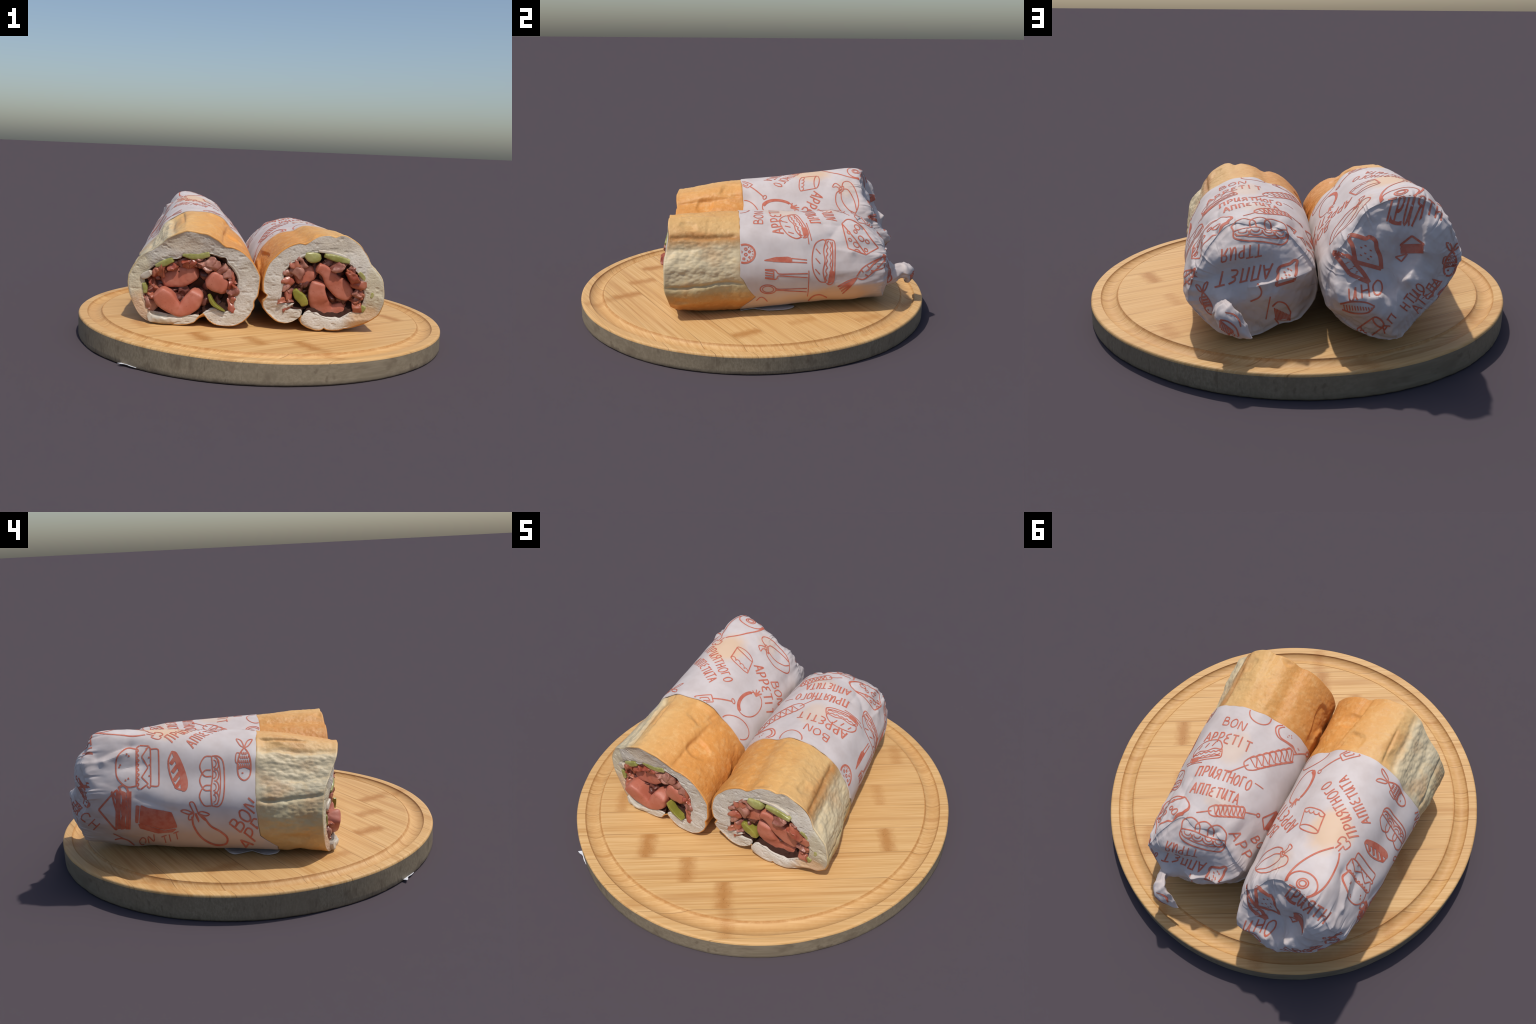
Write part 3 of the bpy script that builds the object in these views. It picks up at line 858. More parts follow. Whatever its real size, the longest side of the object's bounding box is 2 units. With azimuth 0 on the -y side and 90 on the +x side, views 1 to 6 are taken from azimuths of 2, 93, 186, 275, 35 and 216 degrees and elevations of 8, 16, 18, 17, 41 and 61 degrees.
def build_flaps(which, wrap, mat):
    """Loose corners of the sheet lying flat on the board under each roll."""
    if which == "A":
        outlines = [[(-.50, -.21), (-.566, -.19), (-.574, -.13), (-.53, -.06), (-.566, .01), (-.53, .05), (-.46, .06), (-.45, -.15)]]
    else:
        outlines = [[(.440, -.03), (.41, .03), (.425, .12), (.395, .23), (.34, .24), (.33, .02), (.36, -.04)]]
    for pts in outlines:
        P = catmull(pts + pts[:1], 48)[:-1]
        c = P.mean(0)
        rows = []
        for up in (0.0, 0.003):
            for k in np.linspace(1, 0.02, 9):
                q = c + (P - c) * k
                x = np.stack([q[:, 0], q[:, 1], 0 * q[:, 0]], 1)
                x[:, 2] = BOARD_Z + FIELD + board_z(q[:, 0], q[:, 1]) + 0.004 + up + 0.007 * k * np.abs(crumple(x, 14, 5))
                rows.append(x)
        rows = rows[:9][::-1] + rows[9:]
        make_mesh("paper_flap", np.concatenate(rows), grid_faces(len(rows), 47 if len(P) == 47 else len(P)), [mat], wrap)


# ------------------------------------------------------------------ red prints: drawings and lettering as strokes
def ell(cx, cy, rx, ry, a0=0, a1=360, n=28):
    a = np.radians(np.linspace(a0, a1, n))
    return np.stack([cx + rx * np.cos(a), cy + ry * np.sin(a)], 1)


def curve(*pts, n=24):
    return catmull(pts, n)


def line(*pts):
    return np.array(pts, float)


def wave(x0, y0, x1, y1, bumps, h, n=40):
    t = np.linspace(0, 1, n)
    p = np.outer(1 - t, (x0, y0)) + np.outer(t, (x1, y1))
    d = np.array([x1 - x0, y1 - y0])
    nrm = np.array([-d[1], d[0]]) / np.hypot(*d)
    return p + np.outer(h * np.abs(np.sin(np.pi * bumps * t)), nrm)


def icon(name):
    """Strokes in a -1..1 box: (points, line width in metres) and filled outlines (points, 'fill')."""
    w, b = 0.0060, 0.0105
    S = []
    add = lambda p, k=w: S.append((np.asarray(p, float), k))
    if name == "ring" or name == "egg":
        add(ell(0, 0, 1, 1))
    elif name == "arc":
        add(curve((-1, -.8), (-.4, .6), (.3, .8), (1, -.2)))
    elif name == "dash":
        add(line((-1, 0), (1, 0)), .005)
    elif name == "triangle":
        add(line((-1, .9), (1, .9), (-.1, -.9), (-1, .9)))
    elif name == "hoagie":
        add(curve((-1, -.25), (-.95, .3), (-.5, .85), (.2, 1), (.8, .75), (1, .1), (.9, -.15), n=40))
        add(curve((-1, -.2), (-.5, .02), (0, -.12), (.5, .02), (1, -.2)))
        add(wave(-.95, -.35, .95, -.4, 6, .16))
        add(wave(-.9, -.55, .9, -.5, 5, -.14), .005)
        add(curve((-1.05, -.3), (-1.12, -.6), (-.9, -.95), (0, -1), (.85, -.95), (1, -.55), (1, -.1), n=40))
        add(curve((-.95, -.7), (0, -.8), (.9, -.72)))
        S.append((line((-1.05, -.45), (-.45, -.62), (-.5, -.9), (-.95, -.9)), "fill"))
        for x in (-.5, 0, .45):
            add(line((x - .12, .3), (x + .12, .7)))
    elif name == "sub":
        for x in (-.6, .02, .58):
            add(curve((x - .4, .05), (x - .38, .6), (x, .95), (x + .38, .6), (x + .42, .1)))
        add(curve((-1, 0), (-.4, .08), (.3, -.05), (1, .05)))
        for x in (-.7, -.25, .25, .7):
            add(ell(x, -.18, .26, .34, 180, 360), .0055)
            add(ell(x, -.1, .15, .22, 180, 360), .0045)
        add(curve((-1, 0), (-1.02, -.5), (-.7, -.85), (0, -.95), (.75, -.85), (1, -.45), (1, .05), n=40))
        add(curve((-.95, -.4), (-.4, -.62), (.4, -.62), (.95, -.35)), .005)
    elif name == "burger":
        add(curve((-.85, .05), (-.88, .5), (-.5, .92), (0, 1), (.5, .92), (.88, .5), (.85, .05), n=40))
        add(line((-.85, .05), (.85, .05)))
        add(wave(-1, -.12, 1, -.1, 9, .14))
        add(line((-1, -.15), (-.75, -.5), (-.45, -.2), (0, -.5), (.5, -.2), (1, -.55), (1.02, -.12)))
        add(curve((-.85, -.45), (-.9, -.6), (0, -.62), (.9, -.6), (.85, -.4)))
        add(curve((-.85, -.62), (-.85, -.95), (-.6, -1), (.6, -1), (.85, -.95), (.85, -.62), n=30))
        for x, y in ((-.6, .55), (-.52, .42), (0, .85), (.1, .8), (.6, .5), (.52, .4), (-.4, -.55), (.1, -.56), (.45, -.54)):
            add(ell(x, y, .05, .035, n=8), .0045)
    elif name == "cheese":
        add(curve((-.85, .55), (-.5, .95), (-.1, .98), (.35, .7), (.6, .25), (1, -.3)))
        add(line((-.85, .55), (-.75, -.95), (.2, -1), (1, -.3)))
        add(line((-.85, .55), (-.25, -.2), (.2, -1)))
        for x, y, r in ((0, .62, .15), (-.15, .3, .1), (.1, -.05, .15), (.42, -.12, .11), (-.55, .1, .09), (-.55, -.35, .09), (-.25, -.55, .15), (.25, -.7, .1)):
            add(ell(x, y, r, r * 1.1, n=14), .0055)
        add(ell(-.25, -.98, .16, .14, 0, 180, 10), .0055)
    elif name == "cheese_block":
        S.append((line((-.75, .95), (-.45, .8), (.75, .65), (1, -.35), (.35, -.62), (-.9, -.35)), "fill"))
        S.append((line((-.95, -.42), (.35, -.75), (.95, -.5), (.75, -.75), (0, -.95), (-.9, -.7)), "fill"))
        S.append((line((-1, .9), (-.85, .9), (-1, -.35), (-1.1, -.3)), "fill"))
    elif name == "baguette":
        add(curve((-.2, 1), (-.9, .55), (-1, -.1), (-.6, -.8), (.1, -1), n=30), .008)
        S.append((curve((-.2, 1), (.35, .85), (.85, .1), (1, -.6), (.7, -1), (.1, -1), (.25, -.2), (0, .5), n=40), "fill"))
        for y in (.55, .12, -.3, -.68):
            S.append((line((-.75, y - .1), (-.55, y - .22), (.35, y + .12), (.3, y + .28)), "fill"))
    elif name == "sandwich":
        add(curve((0, 1), (-.25, .75), (-1, -.05), (-1, -.2)), .008)
        add(curve((0, 1), (.25, .75), (1, -.05), (1, -.2)), .008)
        add(line((-1, -.15), (1, -.15)), b)
        add(line((-1, -.32), (1, -.3)), b)
        S.append((line((-1, -.45), (-.6, -.42), (-.3, -.5), (.1, -.42), (.5, -.5), (1, -.45), (.9, -.7), (.4, -.62), (0, -.72), (-.5, -.64), (-.95, -.72)), "fill"))
        add(line((-1, -.82), (1, -.82)), b)
        add(line((-1, -.98), (1, -.98)), b)
    elif name == "eggplant":
        add(curve((-.45, .35), (-.55, -.1), (-.35, -.65), (.2, -.98), (.8, -.95), (1, -.65), (.75, -.35), (.35, -.1), (.15, .3), n=50), .009)
        add(curve((-.3, .5), (-.35, .95), (-.12, .98), (-.08, .5), n=14))
        for a, c in (((-.3, .5), (-.95, .6)), ((-.3, .5), (-.7, .2)), ((-.2, .5), (-.2, .1)), ((-.1, .5), (.25, .15)), ((-.1, .5), (.5, .45))):
            mx, my = (a[0] + c[0]) / 2, (a[1] + c[1]) / 2
            add(curve(a, (mx - .05, my + .1), c, (mx + .02, my - .1), a, n=16))
    elif name == "fish":
        add(curve((0, .45), (-.55, .1), (-.8, -.35), (-.65, -.8), (0, -1), (.65, -.8), (.8, -.35), (.55, .1), (0, .45), n=44), .007)
        add(curve((0, .45), (-.5, .55), (-1, .95), (-.4, .85), (0, .45), n=20))
        add(curve((0, .45), (.5, .55), (1, .95), (.4, .85), (0, .45), n=20))
        add(curve((-.75, -.5), (0, -.42), (.75, -.5)))
        for i, y in enumerate((.2, .02, -.16, -.32)):
            half = (.32, .5, .62, .7)[i]
            k = (3, 4, 5, 6)[i]
            for j in range(k):
                cx = -half + (2 * j + 1) * half / k
                add(ell(cx, y, half / k, .13, 180, 360, 8), .0045)
        add(curve((-.8, -.3), (-1.05, -.2), (-.95, .15), (-.55, .15)), .005)
        add(line((-.3, -.68), (-.1, -.66)), .007)
    elif name == "ham":
        add(curve((.22, .55), (.6, .25), (.95, -.35), (.85, -.8), (.35, -1), (-.3, -1), (-.8, -.85), (-.95, -.45), (-.7, .1), (-.22, .55), n=60), .008)
        add(ell(0, -.72, .84, .30), .007)
        add(ell(0, -.72, .30, .13), .006)
        add(ell(0, -.72, .19, .075), .006)
        add(line((.1, .56), (.08, .78)))
        add(line((-.14, .56), (-.1, .78)))
        add(curve((.08, .78), (.3, .74), (.34, .95), (.1, 1.0), (.0, .92), (-.12, 1.0), (-.36, .92), (-.3, .74), (-.1, .78), n=36))
    elif name == "jar":
        add(ell(0, .72, .82, .26))
        add(line((-.82, .72), (-.9, -.8)))
        add(line((.82, .72), (.9, -.8)))
        for j in range(4):
            add(ell(-.68 + .45 * j, -.78, .23, .26, 0, 180, 10), .0055)
        add(curve((-.9, -.8), (-.5, -.98), (.4, -.98), (.9, -.8)))
    elif name == "tomato":
        add(ell(0, -.1, .92, .86, 70, 410))
        S.append((np.concatenate([ell(0, -.1, .95, .9, 100, 215), ell(.12, -.12, .88, .8, 215, 100)]), "fill"))
        for a in (20, 55, 90, 130):
            c, s = math.cos(math.radians(a)), math.sin(math.radians(a))
            add(line((.25, .6), (.25 + .5 * c, .6 + .42 * s), (.3, .5)))
    elif name == "pepper":
        add(curve((0, .45), (-.5, .6), (-.95, .3), (-.95, -.3), (-.6, -.85), (0, -1), (.6, -.85), (.95, -.3), (.95, .3), (.5, .6), (0, .45), n=60))
        add(curve((-.1, .42), (-.42, .1), (-.4, -.5), (-.1, -.97)))
        add(curve((.1, .42), (.45, .1), (.42, -.5), (.12, -.97)))
        add(curve((-.3, .45), (-.1, .62), (.1, .55), (.3, .45), (.1, .35), (-.3, .45)))
        add(curve((-.05, .5), (-.2, .8), (-.5, 1), (-.1, .98), (.1, .55)))
    elif name == "kebab":
        for j in range(7):
            x = -.72 + .24 * j
            add(curve((x - .1, .75), (x + .12, .9), (x + .2, .4), (x + .12, -.6), (x + .28, -.85), (x + .02, -.9), n=24))
            add(line((x - .02, .7), (x + .08, -.6)), .0045)
        add(curve((-.82, .75), (-1, .4), (-.95, -.5), (-.75, -.85)))
        add(line((-.75, .8), (.9, .8)))
        add(line((-.75, -.85), (.95, -.8)))
        add(curve((.9, .8), (1, .3), (.95, -.8)))
        add(line((-1.6, -.25), (-.85, 0)))
        add(line((1, .05), (1.75, .0)))
        add(ell(1.87, -.02, .12, .28, n=14))
    elif name == "skewer":
        add(ell(-.98, -.05, .1, .42, n=14))
        add(line((-.88, .05), (.25, .1)), .008)
        add(line((.25, -.6), (.3, .75), (1.1, .9), (1.1, -.5), (.25, -.6)))
        add(line((.45, .5), (.9, .5), (.9, -.1), (.5, -.1), (.45, .5)))
    elif name == "steak":
        for k in (1, .82):
            add(curve((-.1 * k, 1), (-.75 * k, .7 * k), (-.85 * k, .1), (-.6 * k, -.5 * k), (0, -.65 * k), (.4, -.75 * k), (.8 * k, -1)))
        for x, y in ((-.1, .1), (.05, .2), (.1, 0), (-.15, -.1), (.75, -.55), (.85, -.6)):
            add(line((x, y), (x + .03, y + .07)))
    elif name == "carrot":
        add(curve((-.15, -.25), (-.55, .1), (-.4, .6), (0, 1), (.35, .75), (.6, .25), (.6, -.1), (.15, -.25), n=44))
        for y in (0, .25, .5, .75):
            add(line((-.5 + .2 * y, y), (-.1, y + .02)))
            add(line((.55 - .2 * y, y + .08), (.25, y + .02)))
        for x in (-.5, -.15, .2, .5):
            add(curve((0, -.25), (x * .7, -.6), (x, -1), (x * .5 + .12, -.6), (0, -.25)))
    elif name == "knife":
        S.append((line((-1, -.15), (-.5, .35), (.1, .5), (.28, .3), (.28, -.35), (-.4, -.3)), "fill"))
        add(line((.28, .3), (1, .1)))
        add(line((.28, -.3), (1, -.35)))
    elif name == "fork":
        for y in (.75, .35, -.05, -.45):
            add(line((-1, y), (-.6, y - .12)))
        add(curve((-1, .85), (-.55, .85), (-.4, .3), (-.2, .2)))
        add(curve((-1, -.6), (-.5, -.7), (-.4, -.15), (-.2, -.1)))
        add(line((-.2, .2), (1, .45)))
        add(line((-.2, -.1), (1, -.25)))
        add(line((-.6, .7), (-.6, -.6)))
    elif name == "spoon":
        add(ell(-.68, 0, .34, .85))
        add(ell(-.68, 0, .24, .6), .005)
        add(curve((-.34, .2), (-.15, .12), (1, .4)))
        add(curve((-.34, -.2), (-.15, -.12), (1, -.3)))
    elif name == "salami":
        add(ell(0, 0, 1, 1), b)
        for x, y, r in ((.1, .5, .14), (.45, .2, .12), (.1, -.1, .15), (.45, -.4, .1), (-.1, -.55, .12), (-.35, .2, .12)):
            add(ell(x, y, r, r, n=10), .006)
        for a in range(-70, 80, 22):
            c, s = math.cos(math.radians(a)), math.sin(math.radians(a))
            add(line((.72 * c, .72 * s), (.84 * c, .84 * s)), .005)
    elif name in ("toast", "toast_bold"):
        k = .011 if name == "toast" else .016
        add(curve((-.8, -.9), (-.85, .1), (-1, .4), (-.85, .75), (-.3, .8), (.1, .8), (.4, 1), (.75, .85), (.75, .4), (.9, -.1), (.85, -.85), n=50), k)
        add(line((-.8, -.9), (.85, -.85)), k)
        for x, y in ((-.3, .1), (0, .3), (.3, .1), (-.1, -.2), (.25, -.3), (-.4, -.4), (.05, -.5)):
            add(line((x, y), (x + .05, y + .08)), .009)
    elif name == "hatch":
        add(curve((-1, .6), (-.3, .95), (.5, .8), (1, .2)))
        add(curve((-.9, -.3), (-.2, -.9), (.6, -.8), (1, .2)))
        for j in range(11):
            x = -.8 + .16 * j
            add(line((x, .5 - .05 * j), (x + .06, -.45)), .0045)
    return S


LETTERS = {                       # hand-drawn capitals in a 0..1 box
    "A": [((0, 0), (.35, 1), (.7, 0)), ((.12, .35), (.6, .35))],
    "B": [((.05, 0), (.08, 1)), ((.08, 1), (.5, .95), (.5, .6), (.1, .52)), ((.1, .52), (.65, .45), (.6, .05), (.05, 0))],
    "E": [((.6, .95), (.15, .8), (.15, .58), (.45, .52)), ((.45, .52), (.08, .4), (.08, .1), (.6, .02))],
    "I": [((.2, 0), (.25, 1))],
    "N": [((0, 0), (.08, 1), (.55, 0), (.68, 1))],
    "O": [((.35, 1), (.02, .65), (.1, .1), (.4, 0), (.66, .35), (.6, .85), (.35, 1))],
    "P": [((.08, 0), (.1, 1)), ((.02, .98), (.5, 1), (.62, .7), (.4, .48), (.1, .45))],
    "T": [((.35, 0), (.38, 1)), ((-.02, .95), (.75, 1))],
    "П": [((.06, 0), (.1, .97)), ((0, .95), (.68, 1)), ((.58, .98), (.58, 0))],
    "И": [((.05, 1), (.03, .3), (.15, .02), (.35, .2), (.55, 1)), ((.55, 1), (.52, .2), (.66, .0))],
    "Я": [((.6, 0), (.58, 1)), ((.58, 1), (.15, .95), (.1, .6), (.55, .5)), ((.35, .5), (.0, 0))],
    "Н": [((.05, 0), (.08, 1)), ((.6, 0), (.6, 1)), ((.06, .5), (.6, .52))],
    "Г": [((.08, 0), (.1, .97)), ((.02, .95), (.6, 1))],
    "С": [((.6, .85), (.3, 1), (.05, .6), (.15, .1), (.6, .1))],
}
for cyr, lat in (("А", "A"), ("О", "O"), ("Т", "T"), ("Р", "P"), ("Е", "E")):
    LETTERS[cyr] = LETTERS[lat]


def lettering(text, e1, e2, rng):
    """One line of hand lettering filling the box, slightly uneven."""
    n = len(text)
    adv = 2.0 / n
    half = np.linalg.norm(e2)
    out = []
    for i, ch in enumerate(text):
        x0, dy, sc = -1 + adv * i + adv * .08, rng.uniform(-.12, .12), rng.uniform(.92, 1.06)
        for st in LETTERS[ch]:
            P = np.array(st, float)
            P = catmull(P, 16) if len(P) > 3 or ch in "BPРЯEЕ" and len(P) > 2 else P
            X = x0 + adv * 1.12 * P[:, 0] * sc + .06 * (P[:, 1] - .5) * adv
            Y = -1 + 2 * P[:, 1] * sc + dy
            out.append((np.stack([X, Y], 1), max(.005, min(.009, half * .24))))
    return out


def resample(P, step):
    d = np.concatenate([[0], np.cumsum(np.linalg.norm(np.diff(P, axis=0), axis=1))])
    n = max(2, int(d[-1] / step) + 1)
    s = np.linspace(0, d[-1], n)
    return np.stack([np.interp(s, d, P[:, k]) for k in range(P.shape[1])], 1)


def fill_rows(P, e1, e2, pitch):
    """Cover a filled outline with level rows."""
    h = np.linalg.norm(e2)
    Q = np.vstack([P, P[:1]])
    rows = []
    for y in np.arange(Q[:, 1].min() + pitch / h / 2, Q[:, 1].max(), pitch / h):
        xs = []
        for (xa, ya), (xb, yb) in zip(Q[:-1], Q[1:]):
            if (ya <= y) != (yb <= y):
                xs.append(xa + (y - ya) * (xb - xa) / (yb - ya))
        xs.sort()
        rows += [np.array([(a, y), (b, y)]) for a, b in zip(xs[::2], xs[1::2]) if b - a > 1e-3]
    return rows


def print_strokes(strokes, tree, C, e1, e2, V, F):
    """Press strokes onto the paper: each becomes a thin ribbon of ink following every fold."""
    C, e1, e2 = (np.array(q, float) for q in (C, e1, e2))
    N = np.cross(e1, e2)
    N /= np.linalg.norm(N)
    dirn = Vector(-N)

    def drop(p):
        h = tree.ray_cast(Vector(p + N * 0.16), dirn, 0.36)
        if h[0] is None:
            return None
        n = h[1] if h[1].dot(dirn) < 0 else -h[1]
        return np.array(h[0] + n * 0.0011)
    for P, w in strokes:
        rows = [(P, w)]
        if isinstance(w, str):
            rows = [(r, .0072) for r in fill_rows(P, e1, e2, .0066)] + [(np.vstack([P, P[:1]]), .005)]
        for Q, width in rows:
            W = resample(C + Q[:, :1] * e1 + Q[:, 1:] * e2, .007)
            T = np.gradient(W, axis=0)
            T /= np.linalg.norm(T, axis=1, keepdims=True) + 1e-12
            side = np.cross(N, T) * width / 2
            prev = None
            for p, s in zip(W, side):
                a, m, b = drop(p - s), drop(p), drop(p + s)
                if a is None or b is None or m is None or max(np.linalg.norm(a - m), np.linalg.norm(b - m)) > .02:
                    prev = None
                    continue
                i = len(V)
                V += [a, m, b]
                if prev is not None and np.linalg.norm(V[prev + 1] - m) < .035:
                    F += [(prev, prev + 1, i + 1, i), (prev + 1, prev + 2, i + 2, i + 1)]
                prev = i


